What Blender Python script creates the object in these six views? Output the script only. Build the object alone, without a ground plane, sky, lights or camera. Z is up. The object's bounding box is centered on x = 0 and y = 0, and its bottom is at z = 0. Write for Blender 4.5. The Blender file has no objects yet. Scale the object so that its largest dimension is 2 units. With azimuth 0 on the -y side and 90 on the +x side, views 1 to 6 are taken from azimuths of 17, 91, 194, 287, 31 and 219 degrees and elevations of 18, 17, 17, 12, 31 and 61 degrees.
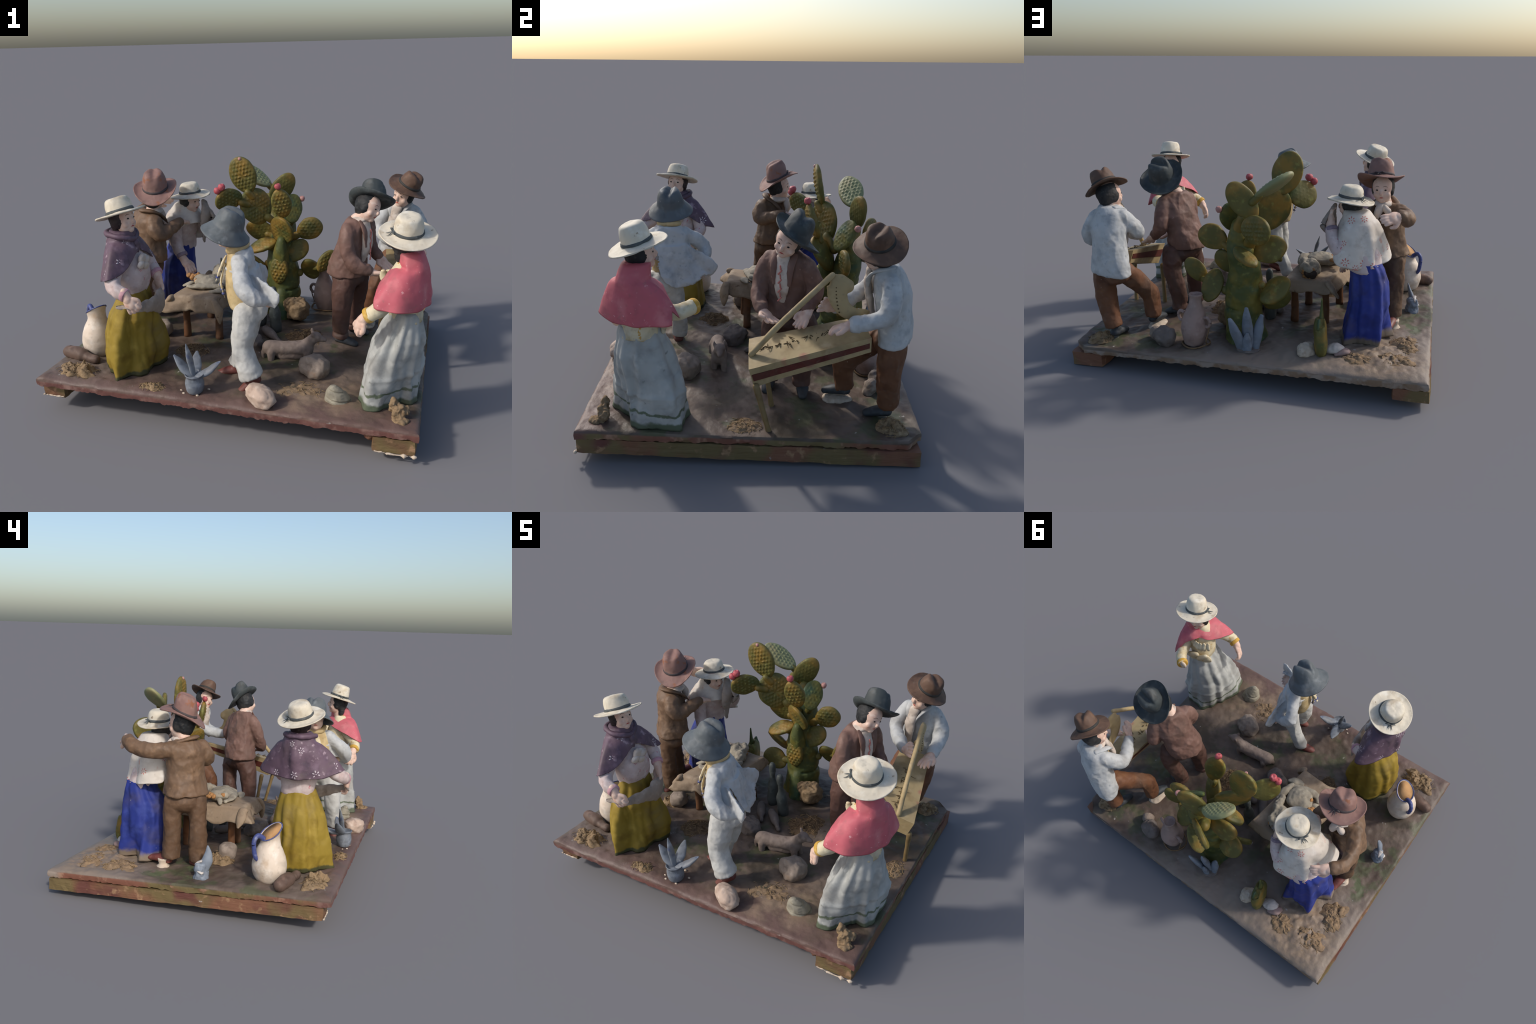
# Painted clay diorama: seven villagers, a prickly pear, a harp, a table and
# small props on a tilted wooden board.  World metres, z up.
import bpy, math
import numpy as np
from mathutils import Vector
from mathutils.bvhtree import BVHTree
from mathutils.kdtree import KDTree

V = lambda *a: np.array(a, float)
UP = V(0, 0, 1)
def nrm(v):
    v = np.asarray(v, float); return v / (np.linalg.norm(v) + 1e-12)
def ground(x, y):
    "height of the tilted board's top"
    return (0.164 - 0.0205 * x - 0.037 * y + .014 * np.exp(-((x + .48) ** 2 + (y - .58) ** 2) / .10)
            - .012 * np.exp(-((x + .90) / .16) ** 2 - ((y - .02) / .26) ** 2))
def plane(x, y):
    "the flat board underneath"
    s, t = (np.asarray(x) + .97) / 1.94, (np.asarray(y) + .785) / 1.57
    return .200 * (1 - s) * (1 - t) + .168 * s * (1 - t) + .126 * s * t + .146 * (1 - s) * t
def creased(g, amp, scale=13, seed=0, k=2.0):
    "sharp-edged cloth folds: ridged noise pushed along the normals"
    v, f = g; r = 1 - np.abs(fbm(v * V(1, 1, .55), scale, 2, seed)); return v + vnormals(v, f) * (amp * (np.clip(r, 0, 1) ** k - .45))[:, None], f

# ------------------------------------------------------------- noise in numpy
def _hash(i, j, k, s):
    h = (i * 374761393 + j * 668265263 + k * 2147483647 + s * 974634777) & 0xffffffff
    h = ((h ^ (h >> 13)) * 1274126177) & 0xffffffff
    return ((h ^ (h >> 16)) & 0xffff) / 65535.0 * 2 - 1
def vnoise(P, scale=1.0, seed=0):
    Q = np.asarray(P, float) * scale + 100.0
    I = np.floor(Q).astype(np.int64); F = Q - I
    F = F * F * F * (F * (F * 6 - 15) + 10)
    out = 0
    for a in (0, 1):
        for b in (0, 1):
            for c in (0, 1):
                w = (F[:, 0] if a else 1 - F[:, 0]) * (F[:, 1] if b else 1 - F[:, 1]) * (F[:, 2] if c else 1 - F[:, 2])
                out = out + w * _hash(I[:, 0] + a, I[:, 1] + b, I[:, 2] + c, seed)
    return out
def fbm(P, scale=1.0, octs=3, seed=0):
    o, amp = 0, 1.0
    for i in range(octs):
        o = o + amp * vnoise(P, scale * 2 ** i, seed + 7 * i); amp *= 0.5
    return o

# ------------------------------------------------------------- raw geometry
# a geometry is (verts Nx3, faces list)
def join(*gs):
    vs, fs, o = [], [], 0
    for v, f in gs:
        vs.append(v); fs += [tuple(i + o for i in q) for q in f]; o += len(v)
    return np.concatenate(vs), fs
def grid_faces(m, n, closed=True):
    f = []
    for i in range(m - 1):
        for j in range(n if closed else n - 1):
            k = (j + 1) % n
            f.append((i * n + j, i * n + k, (i + 1) * n + k, (i + 1) * n + j))
    return f
def loft(rings, caps=True):
    "closed rings (each nx3) joined into a skin"
    n = len(rings[0]); v = np.concatenate(rings); f = grid_faces(len(rings), n)
    if caps:
        c0, c1 = rings[0].mean(0), rings[-1].mean(0)
        v = np.vstack([v, c0, c1]); a, b = len(v) - 2, len(v) - 1; L = (len(rings) - 1) * n
        for j in range(n):
            k = (j + 1) % n
            f.append((a, k, j)); f.append((b, L + j, L + k))
    return v, f
def crom(K, m):
    "Catmull-Rom through the rows of K, m samples, chord spaced"
    K = np.asarray(K, float)
    if len(K) == 2:
        t = np.linspace(0, 1, m)[:, None]; return K[0] * (1 - t) + K[1] * t
    d = np.r_[0, np.cumsum(np.linalg.norm(np.diff(K[:, :3], axis=0), axis=1) + 1e-6)]
    T = np.linspace(0, d[-1], m); out = np.zeros((m, K.shape[1]))
    M = np.zeros_like(K)
    for i in range(len(K)):
        a, b = max(i - 1, 0), min(i + 1, len(K) - 1)
        M[i] = (K[b] - K[a]) / (d[b] - d[a])
    for q, t in enumerate(T):
        i = min(np.searchsorted(d, t, 'right') - 1, len(K) - 2); h = d[i + 1] - d[i]; s = (t - d[i]) / h
        out[q] = ((2 * s**3 - 3 * s**2 + 1) * K[i] + (s**3 - 2 * s**2 + s) * h * M[i]
                  + (-2 * s**3 + 3 * s**2) * K[i + 1] + (s**3 - s**2) * h * M[i + 1])
    return out
def limb(pts, rad, m=24, n=20, flat=1.0, ref=(0, 0, 1), round_ends=True):
    """tube along pts with radii rad; flat = thickness ratio along ref direction"""
    pts = np.asarray(pts, float); rad = np.broadcast_to(np.asarray(rad, float), (len(pts),)) if np.ndim(rad) == 0 else np.asarray(rad, float)
    S = crom(np.c_[pts, rad], m); C, R = S[:, :3], np.maximum(S[:, 3], 5e-4)
    T = np.gradient(C, axis=0); T /= np.linalg.norm(T, axis=1)[:, None]
    th = np.linspace(0, 2 * np.pi, n, endpoint=False); rings = []
    def ring(c, t, r, sc):
        a = np.cross(t, ref)
        if np.linalg.norm(a) < 1e-3: a = np.cross(t, (1, .2, 0))
        a = nrm(a); b = nrm(np.cross(t, a))
        return c + sc * r * (np.cos(th)[:, None] * a + flat * np.sin(th)[:, None] * b)
    if round_ends:
        for q in (0.25, .6, .85):
            rings.append(ring(C[0] - T[0] * R[0] * flat * math.sqrt(1 - q * q), T[0], R[0], q))
    for c, t, r in zip(C, T, R): rings.append(ring(c, t, r, 1))
    if round_ends is True:
        for q in (.85, .6, .25):
            rings.append(ring(C[-1] + T[-1] * R[-1] * flat * math.sqrt(1 - q * q), T[-1], R[-1], q))
    return loft(rings)
def body(secs, face, n=56, m=36, p=2.3):
    """horizontal sections (x, y, z, half width, half depth) around a facing
    direction, joined into a torso"""
    f = nrm(V(face[0], face[1], 0)); r = V(f[1], -f[0], 0)
    S = crom(secs, m); th = np.linspace(0, 2 * np.pi, n, endpoint=False)
    c, s = np.cos(th), np.sin(th); e = 2 / p
    c = np.sign(c) * abs(c) ** e; s = np.sign(s) * abs(s) ** e
    return loft([q[:3] + q[3] * c[:, None] * r + q[4] * s[:, None] * f for q in S])
def ellipsoid(c, s, R=np.eye(3), nu=40, nv=24, p=2.0):
    t = np.linspace(0.02, np.pi - .02, nv); u = np.linspace(0, 2 * np.pi, nu, endpoint=False)
    e = 2 / p; sg = lambda x: np.sign(x) * abs(x) ** e
    rings = []
    for a in t:
        L = np.stack([sg(np.sin(a)) * sg(np.cos(u)) * s[0], sg(np.sin(a)) * sg(np.sin(u)) * s[1], np.full(nu, sg(np.cos(a)) * s[2])], 1)
        rings.append(L @ R.T + np.asarray(c, float))
    return loft(rings[::-1])
def frame(a, n):
    n = nrm(n); a = nrm(np.asarray(a, float) - np.dot(a, n) * n); return np.stack([a, np.cross(n, a), n], 1)
def revolve(profile, c, axis, nu=40, m=60, sx=1, sy=1, ref=(1, 0, 0)):
    "profile rows (radius, height)"
    S = crom(profile, m); R = frame(ref, axis); u = np.linspace(0, 2 * np.pi, nu, endpoint=False)
    return loft([np.stack([np.cos(u) * max(q[0], 4e-4) * sx, np.sin(u) * max(q[0], 4e-4) * sy, np.full(nu, q[1])], 1) @ R.T + np.asarray(c, float) for q in S])
def box(c, h, R=np.eye(3)):
    v = np.array([[x, y, z] for x in (-1, 1) for y in (-1, 1) for z in (-1, 1)], float) * np.asarray(h) @ R.T + np.asarray(c, float)
    return v, [(0, 1, 3, 2), (4, 6, 7, 5), (0, 4, 5, 1), (2, 3, 7, 6), (0, 2, 6, 4), (1, 5, 7, 3)]
def rough(g, amp, scale, seed=0, octs=3, d=None):
    "push vertices along their normals by noise"
    v, f = g; N = vnormals(v, f); return v + N * (amp * fbm(v, scale, octs, seed))[:, None], f
def vnormals(v, f):
    N = np.zeros_like(v)
    q = np.array([x if len(x) == 4 else (*x, x[2]) for x in f])
    n = np.cross(v[q[:, 2]] - v[q[:, 0]], v[q[:, 3]] - v[q[:, 1]])
    t = q[:, 2] == q[:, 3]; n[t] = np.cross(v[q[t, 1]] - v[q[t, 0]], v[q[t, 2]] - v[q[t, 0]])
    for k in range(4): np.add.at(N, q[:, k], n)
    return N / (np.linalg.norm(N, axis=1)[:, None] + 1e-12)

# ------------------------------------------------------------- objects
COL = bpy.context.scene.collection
class Thing:
    def __init__(self, name, base, label, category):
        self.e = bpy.data.objects.new(name, None); self.e.empty_display_size = 0.05
        self.base = np.asarray(base, float); self.e.location = Vector(self.base)
        self.e["label"] = label; self.e["category"] = category; COL.objects.link(self.e)
    def part(self, name, g, mat, parent=None, smooth=True, stuff=False, normals=None):
        me = bpy.data.meshes.new(name); me.from_pydata([tuple(x) for x in g[0]], [], g[1]); me.update()
        me.materials.append(mat)
        me.polygons.foreach_set('use_smooth', [smooth] * len(me.polygons))
        if normals is not None: me.normals_split_custom_set_from_vertices([tuple(x) for x in normals])
        ob = bpy.data.objects.new(name, me); COL.objects.link(ob)
        if parent is None: ob.parent = self.e; ob.location = Vector(-self.base)
        else: ob.parent = parent
        if stuff: ob["kind"] = "stuff"
        return ob
def single(name, g, mat, label, category, smooth=True):
    "a loose thing made of one mesh, origin at its base"
    v = g[0]; b = V(v[:, 0].mean(), v[:, 1].mean(), v[:, 2].min())
    me = bpy.data.meshes.new(name); me.from_pydata([tuple(x - b) for x in v], [], g[1]); me.update(); me.materials.append(mat)
    me.polygons.foreach_set('use_smooth', [smooth] * len(me.polygons))
    ob = bpy.data.objects.new(name, me); COL.objects.link(ob); ob.location = Vector(b)
    ob["label"] = label; ob["category"] = category; return ob
def smart(ob, deg=40):
    ob.data.set_sharp_from_angle(angle=math.radians(deg))

def fuse(parts, voxel=.005, smooth=4, amp=0.0, scale=20, seed=0, fold=None, crease=0.0):
    """parts: list of (label, geometry).  Union them into one smooth skin, then cut it
    into regions by the nearest source part.  Returns {label: (geometry, normals)}"""
    G = join(*[g for _, g in parts])
    me = bpy.data.meshes.new('tmp'); me.from_pydata([tuple(x) for x in G[0]], [], G[1]); me.update()
    ob = bpy.data.objects.new('tmp', me); COL.objects.link(ob)
    md = ob.modifiers.new('r', 'REMESH'); md.mode = 'VOXEL'; md.voxel_size = voxel
    dg = bpy.context.evaluated_depsgraph_get(); ev = ob.evaluated_get(dg); em = ev.to_mesh()
    v = np.zeros(len(em.vertices) * 3); em.vertices.foreach_get('co', v); v = v.reshape(-1, 3)
    f = [tuple(p.vertices) for p in em.polygons]; ed = np.zeros(len(em.edges) * 2, int); em.edges.foreach_get('vertices', ed); ed = ed.reshape(-1, 2)
    ev.to_mesh_clear(); bpy.data.objects.remove(ob); bpy.data.meshes.remove(me)
    for _ in range(smooth):
        a = np.zeros_like(v); k = np.zeros(len(v))
        np.add.at(a, ed[:, 0], v[ed[:, 1]]); np.add.at(a, ed[:, 1], v[ed[:, 0]]); np.add.at(k, ed[:, 0], 1); np.add.at(k, ed[:, 1], 1)
        v = v + .5 * (a / np.maximum(k, 1)[:, None] - v)
    if amp:
        v = v + vnormals(v, f) * (amp * fbm(v, scale, 3, seed))[:, None]
    if fold is not None: v = v + vnormals(v, f) * fold(v)[:, None]
    if crease: v = creased((v, f), crease, 13, seed + 5)[0]
    N = vnormals(v, f)
    kd = KDTree(sum(len(g[0]) for _, g in parts)); lab = []
    i = 0
    for L, g in parts:
        for x in g[0]: kd.insert(x, i); i += 1; lab.append(L)
    kd.balance()
    cen = [v[list(q)].mean(0) for q in f]; fl = [lab[kd.find(c)[1]] for c in cen]
    out = {}
    for L in dict.fromkeys(l for l, _ in parts):
        fs = [q for q, l in zip(f, fl) if l == L]
        if not fs: continue
        idx = sorted({i for q in fs for i in q}); mp = {a: b for b, a in enumerate(idx)}
        out[L] = ((v[idx], [tuple(mp[i] for i in q) for q in fs]), N[idx])
    return out
def ground_clamp(g, d=-.004):
    v = g[0].copy(); h = ground(v[:, 0], v[:, 1]) + d; v[:, 2] = np.maximum(v[:, 2], h); return v, g[1]

# ------------------------------------------------------------- materials
def srgb(h):
    h = h.lstrip('#'); c = [int(h[i:i + 2], 16) / 255 for i in (0, 2, 4)]
    return tuple(x / 12.92 if x <= .04045 else ((x + .055) / 1.055) ** 2.4 for x in c) + (1,)
class M:
    "small node-graph builder"
    def __init__(self, name, rough=.6, spec=.35):
        self.m = bpy.data.materials.new(name); self.m.use_nodes = True; self.t = self.m.node_tree; self.t.nodes.clear()
        self.out = self.n('ShaderNodeOutputMaterial'); self.b = self.n('ShaderNodeBsdfPrincipled')
        self.t.links.new(self.b.outputs[0], self.out.inputs[0])
        self.b.inputs['Roughness'].default_value = rough; self.b.inputs['Specular IOR Level'].default_value = spec
        self.co = self.n('ShaderNodeTexCoord').outputs['Object']; self.col = None
    def n(self, t, **k):
        x = self.t.nodes.new(t)
        for a, b in k.items(): setattr(x, a, b)
        return x
    def L(self, a, b): self.t.links.new(a, b)
    def mapping(self, scale=(1, 1, 1), rot=(0, 0, 0), loc=(0, 0, 0)):
        x = self.n('ShaderNodeMapping'); x.inputs['Scale'].default_value = scale; x.inputs['Rotation'].default_value = rot; x.inputs['Location'].default_value = loc
        self.L(self.co, x.inputs[0]); return x.outputs[0]
    def noise(self, scale, detail=4, vec=None, dist=0, rough=.55):
        x = self.n('ShaderNodeTexNoise'); x.inputs['Scale'].default_value = scale; x.inputs['Detail'].default_value = detail
        x.inputs['Distortion'].default_value = dist; x.inputs['Roughness'].default_value = rough
        self.L(vec or self.co, x.inputs['Vector']); return x.outputs['Fac']
    def voronoi(self, scale, feature='F1', vec=None, out='Distance', rand=1):
        x = self.n('ShaderNodeTexVoronoi', feature=feature); x.inputs['Scale'].default_value = scale; x.inputs['Randomness'].default_value = rand
        self.L(vec or self.co, x.inputs['Vector']); return x.outputs[out]
    def ramp(self, fac, lo, hi):
        "0 below lo, 1 above hi"
        x = self.n('ShaderNodeMapRange'); x.inputs['From Min'].default_value = lo; x.inputs['From Max'].default_value = hi
        x.interpolation_type = 'SMOOTHSTEP'; self.L(fac, x.inputs['Value']); return x.outputs[0]
    def math(self, op, a, b=None):
        x = self.n('ShaderNodeMath', operation=op)
        for i, q in enumerate((a, b)):
            if q is None: continue
            if isinstance(q, (int, float)): x.inputs[i].default_value = q
            else: self.L(q, x.inputs[i])
        return x.outputs[0]
    def mix(self, fac, a, b):
        x = self.n('ShaderNodeMix', data_type='RGBA')
        for i, q in ((0, fac), (6, a), (7, b)):
            if isinstance(q, str): x.inputs[i].default_value = srgb(q)
            elif isinstance(q, (int, float)): x.inputs[i].default_value = q
            else: self.L(q, x.inputs[i])
        return x.outputs[2]
    def near(self, c, r0, r1):
        "mask: 1 within r0 of the point c, 0 beyond r1"
        x = self.n('ShaderNodeVectorMath', operation='DISTANCE'); self.L(self.co, x.inputs[0]); x.inputs[1].default_value = tuple(c)
        return self.ramp(x.outputs['Value'], r1, r0)
    def xyz(self):
        x = self.n('ShaderNodeSeparateXYZ'); self.L(self.co, x.inputs[0]); return x.outputs
    def bump(self, fac, strength=.3, dist=.004):
        x = self.n('ShaderNodeBump'); x.inputs['Strength'].default_value = strength; x.inputs['Distance'].default_value = dist
        self.L(fac, x.inputs['Height']); self.L(x.outputs[0], self.b.inputs['Normal'])
    def done(self, col):
        self.L(col, self.b.inputs['Base Color']); return self.m
def paint(name, base, dark=None, light=None, scale=12, rough=.6, spec=.3, bump=.35, extra=(), grain=60, grime=.32):
    """matt paint on clay: base colour, broad darker and lighter clouds, fine grain,
    and extra speck layers (colour, scale, low, high)"""
    m = M(name, min(rough + .12, .85), spec * .75); c = m.mix(0, base, base)
    if dark: c = m.mix(m.math('MULTIPLY', m.ramp(m.noise(scale, 5), .5, .72), .85), c, dark)
    if light: c = m.mix(m.math('MULTIPLY', m.ramp(m.noise(scale * 1.3, 5, m.mapping(loc=(3, 5, 1))), .5, .75), .8), c, light)
    for col, sc, lo, hi in extra: c = m.mix(m.ramp(m.noise(sc, 3, m.mapping(loc=(sc, 1, 2))), lo, hi), c, col)
    if grime:
        g = m.math('MULTIPLY', m.ramp(m.noise(7, 6, m.mapping(loc=(8, 3, 6)), .4), .46, .74), grime); c = m.mix(g, c, '#5f554b')
        c = m.mix(m.math('MULTIPLY', m.ramp(m.noise(38, 5, m.mapping(loc=(1, 6, 2))), .58, .74), grime * .8), c, '#6e655b')
    m.bump(m.noise(grain, 4), bump, .004); return m.done(c)

# ------------------------------------------------------------- paints
SKIN = paint('skin_paint', '#d8b8a6', '#c99f8c', '#e6d2c4', 22, .45, .4, .1, grime=.08)
HAIR = paint('hair_paint', '#26282a', '#1a1a1c', '#3a3b3c', 30, .5, .4, .2)
DARKHAIR = paint('brown_hair_paint', '#2c2122', '#1c1516', '#45383a', 30, .5, .4, .2)
EYE = paint('eye_paint', '#2a2728', rough=.4, grime=0)
BROW = paint('brow_paint', '#6b5048', rough=.5, grime=0)
LIP = paint('lip_paint', '#a8453f', rough=.4, grime=0)
BLUSH = paint('blush_paint', '#cf9c8a', rough=.5, grime=0)
STRAW_HAT = paint('cream_hat_paint', '#d6ccb8', '#bfae93', '#e6e1d4', 14, .5, .4, .2, (('#9a8a74', 30, .66, .74),))
BAND = paint('grey_band_paint', '#4d5253', '#3c4243', '#6d7170', 30, .6)
MAUVE_HAT = paint('mauve_hat_paint', '#876860', '#755750', '#9c7c72', 14, .55, .35, .2, (('#8f5d45', 20, .6, .72),))
MAUVE_BAND = paint('mauve_band_paint', '#4a4344', '#3a3637', None, 30)
GREY_HAT = paint('grey_felt_paint', '#5b6164', '#4a5054', '#757b7e', 16, .45, .45, .2, (('#8f9496', 40, .68, .78),))
BLACK_HAT = paint('dark_felt_paint', '#3f4546', '#31373a', '#5a6061', 16, .5, .4, .2)
BROWN_HAT = paint('brown_felt_paint', '#5e483b', '#49382f', '#775b48', 16, .5, .4, .25)
BROWN_BAND = paint('brown_band_paint', '#3b3936', '#2f2e2d', None, 30)
TAWNY = paint('tawny_jacket_paint', '#6e5642', '#584433', '#8a6d53', 16, .45, .45, .35, (('#a5876b', 26, .68, .8),))
TAWNY_LEG = paint('tawny_trouser_paint', '#5f4836', '#4d392b', '#755b45', 16, .5, .4, .35)
MAUVE_SUIT = paint('mauve_suit_paint', '#75594f', '#5f463f', '#8c6e63', 14, .5, .4, .35, (('#9a8076', 40, .68, .78),))
MAUVE_LEG = paint('mauve_trouser_paint', '#5b4139', '#493229', '#6f5249', 14, .45, .45, .35)
BLUEGREY = paint('blue_grey_jacket_paint', '#b8b9b8', '#9a9d9f', '#cbcbc8', 12, .5, .4, .3, (('#969a9c', 26, .62, .78),))
PALEGREY = paint('pale_grey_trouser_paint', '#bab9b4', '#9d9d9b', '#cfcdc6', 12, .5, .4, .3)
VEST = paint('buff_vest_paint', '#c4ad7f', '#a88e60', '#d6c39c', 16, .5, .4, .3)
RUST = paint('rust_trouser_paint', '#6b4731', '#513323', '#7f5a3f', 12, .5, .4, .35, (('#b59f8d', 60, .72, .76),))
SHOE = paint('oxblood_shoe_paint', '#6b3a33', '#532b26', '#85534a', 26, .4, .5, .2)
BLACK_SHOE = paint('black_shoe_paint', '#33373b', '#25282c', '#484c50', 26, .45, .5, .2)
CHALK = paint('bare_clay', '#c9b8a4', '#ad9a86', '#ddd2c4', 30, .8, .2, .4)
SHIRT = paint('shirt_paint', '#cdbfb2', '#b3a294', '#ded5cb', 22, .6, .3, .3)
FLORAL = paint('floral_blouse_paint', '#c9b7b3', '#b39c98', '#ddd2ce', 18, .55, .35, .25, (('#c07a80', 34, .66, .72),))
PINK_CUFF = paint('pink_cuff_paint', '#c99aa2', '#b98690', '#d8b8bc', 22)
LILAC_CUFF = paint('lilac_cuff_paint', '#8d7d88', '#75656f', None, 22)
CREAM = paint('cream_blouse_paint', '#d3c6a6', '#b9a378', '#e2dac4', 16, .5, .4, .25, (('#c2954a', 36, .64, .7),))
GOLD_CUFF = paint('gold_cuff_paint', '#c49a45', '#b0853a', '#d6b673', 30)
PURPLE = paint('purple_shawl_paint', '#614d5a', '#453846', '#7d6877', 12, .45, .45, .25, (('#9b8791', 26, .6, .72),))
RED = paint('red_shawl_paint', '#c0606a', '#a94d57', '#d07d80', 9, .45, .45, .2, (('#d99a9c', 55, .66, .72),))
WHITE_SHAWL = paint('white_shawl_paint', '#d2c9be', '#b9aea3', '#e2ddd6', 12, .5, .4, .25, (('#cfa08e', 14, .66, .78),))
PETAL = paint('white_print_paint', '#c9bfc4', '#b3a5ae', None, 40)
RED_PRINT = paint('red_print_paint', '#c47a70', '#b8665d', None, 40)
PINK_DOT = paint('pink_print_paint', '#cf8d92', None, None, 40)
APRON = paint('apron_cloth_paint', '#9c9086', '#857a71', '#b3a89e', 18, .65)
def skirt_mat(name, base, dark, light, edge, edge_h, extra=(), stripe=None):
    "skirt paint with a darker worn hem that follows the tilted board"
    m = M(name, .65, .28); c = m.mix(m.math('MULTIPLY', m.ramp(m.noise(9, 5), .45, .7), .8), base, dark)
    c = m.mix(m.math('MULTIPLY', m.ramp(m.noise(14, 5, m.mapping(loc=(2, 7, 3))), .5, .74), .7), c, light)
    for col, sc, lo, hi in extra: c = m.mix(m.ramp(m.noise(sc, 3, m.mapping(loc=(sc, 1, 2))), lo, hi), c, col)
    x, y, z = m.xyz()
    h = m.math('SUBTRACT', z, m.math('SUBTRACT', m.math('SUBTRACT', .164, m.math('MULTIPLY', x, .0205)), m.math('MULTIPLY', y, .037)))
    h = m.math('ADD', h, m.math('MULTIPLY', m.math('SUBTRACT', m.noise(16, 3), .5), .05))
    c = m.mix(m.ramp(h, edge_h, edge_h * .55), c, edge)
    if stripe: c = m.mix(m.math('MULTIPLY', m.ramp(h, stripe[0] - .006, stripe[0]), m.ramp(h, stripe[1] + .006, stripe[1])), c, stripe[2])
    c = m.mix(m.math('MULTIPLY', m.ramp(m.noise(7, 6, m.mapping(loc=(8, 3, 6)), .4), .48, .74), .35), c, '#5f554b')
    m.bump(m.noise(50, 4), .3, .004); return m.done(c)
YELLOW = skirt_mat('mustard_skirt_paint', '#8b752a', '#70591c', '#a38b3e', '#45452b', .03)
BLUE = skirt_mat('blue_skirt_paint', '#2a3781', '#202a60', '#404e94', '#7d6f60', .07, (('#8f8f9c', 34, .72, .76),))
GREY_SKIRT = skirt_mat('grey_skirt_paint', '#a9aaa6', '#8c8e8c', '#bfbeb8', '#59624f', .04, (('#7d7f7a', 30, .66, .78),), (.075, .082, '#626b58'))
def cactus_mat(name, base, ochre, teal):
    m = M(name, .55, .35); c = m.mix(m.ramp(m.noise(9, 4), .44, .66), base, ochre)
    c = m.mix(m.ramp(m.noise(7, 4, m.mapping(loc=(4, 2, 9))), .55, .72), c, teal)
    c = m.mix(m.math('MULTIPLY', m.ramp(m.noise(30, 4), .55, .75), .6), c, '#8a8a4a')
    m.bump(m.noise(70, 3), .25, .003); return m.done(c)
CACTUS = cactus_mat('cactus_paint', '#5f592b', '#85692d', '#4d542d')
CACTUS_TRUNK = cactus_mat('cactus_trunk_paint', '#4a512a', '#6f652c', '#3b513b')
CACTUS_PALE = cactus_mat('pale_cactus_paint', '#80845f', '#8e8862', '#74856a')
FRUIT = paint('cactus_fruit_paint', '#b04f55', '#993f46', '#cc7f80', 40, .4, .5)
FRUIT_PALE = paint('pale_fruit_paint', '#b08078', '#9a6a62', None, 40, .4, .5)
AGAVE = paint('blue_agave_paint', '#70767e', '#555b63', '#949ba4', 20, .4, .5, .2, (('#4f5a74', 24, .6, .72),))
AGAVE_GREY = paint('grey_agave_paint', '#757d88', '#626973', '#8f97a1', 16, .45, .4, .2)
ROCK = paint('rock_paint', '#8d7f73', '#6d6057', '#a89a8d', 22, .6, .35, .5, (('#86664a', 10, .56, .75),))
ROCK_PINK = paint('pale_rock_paint', '#b59f8f', '#9b8273', '#cdbcae', 18, .55, .35, .35)
ROCK_DARK = paint('dark_rock_paint', '#6a615c', '#534b47', '#827871', 22, .6, .35, .5)
SNAIL = paint('snail_rock_paint', '#8e8878', '#736d60', '#aba492', 26, .6, .35, .4)
CLAY = paint('straw_clay', '#8a7459', '#6b5843', '#a38d70', 40, .85, .15, .8)
DOG = paint('dog_paint', '#7f7067', '#6a5b53', '#96877d', 22, .55, .35, .4)
LOG = paint('log_paint', '#5f4c42', '#4a3a33', '#7d6558', 18, .5, .4, .3)
JUG = paint('white_glaze', '#d6c6b4', '#c0a88f', '#e8ded2', 14, .35, .5, .15, (('#a5744a', 26, .7, .76),))
JUG_BLUE = paint('blue_glaze', '#434d82', '#333a63', '#8f96ab', 30, .35, .5)
JUG_IN = paint('jug_inside_clay', '#b98f62', '#a3774b', None, 20, .7)
TERRA = paint('terracotta_paint', '#998279', '#826b63', '#ab968e', 16, .5, .4, .25)
ROPE = paint('rope_fibre', '#7a6248', '#5d4932', None, 90, .8, .2, .6)
BOTTLE = paint('dark_bottle_paint', '#454a48', '#363b3a', '#5f6462', 26, .45, .45, .3)
CLOTH = paint('table_cloth_paint', '#94816c', '#7a6856', '#ab9a85', 12, .65, .3, .5, (('#6f5b4a', 30, .64, .74),))
FOOD = paint('grey_bread_paint', '#948c7d', '#7b7265', '#aba392', 24, .65, .3, .5)
FOOD_ORANGE = paint('orange_food_paint', '#a5794d', '#85583a', '#bf9a68', 40, .6, .3, .5)
WOOD_LEG = paint('table_leg_wood', '#6a472f', '#523522', None, 26, .6, .3, .4)
HARP = paint('harp_wood', '#ad9870', '#957e58', '#bda985', 10, .5, .4, .25, (('#a5695a', 6, .6, .72),))
HARP_DARK = paint('harp_side_wood', '#86704a', '#6a5433', '#9a845a', 12, .5, .4, .3)
HARP_RED = paint('harp_red_stripe', '#5f3028', '#4e2720', '#6d3c33', 20, .5)
SHELL_W = paint('shell_paint', '#c3bcb5', '#a89a94', '#d9d4cf', 22, .4)
PEG = paint('peg_hole_paint', '#5a4a30', rough=.7)

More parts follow.
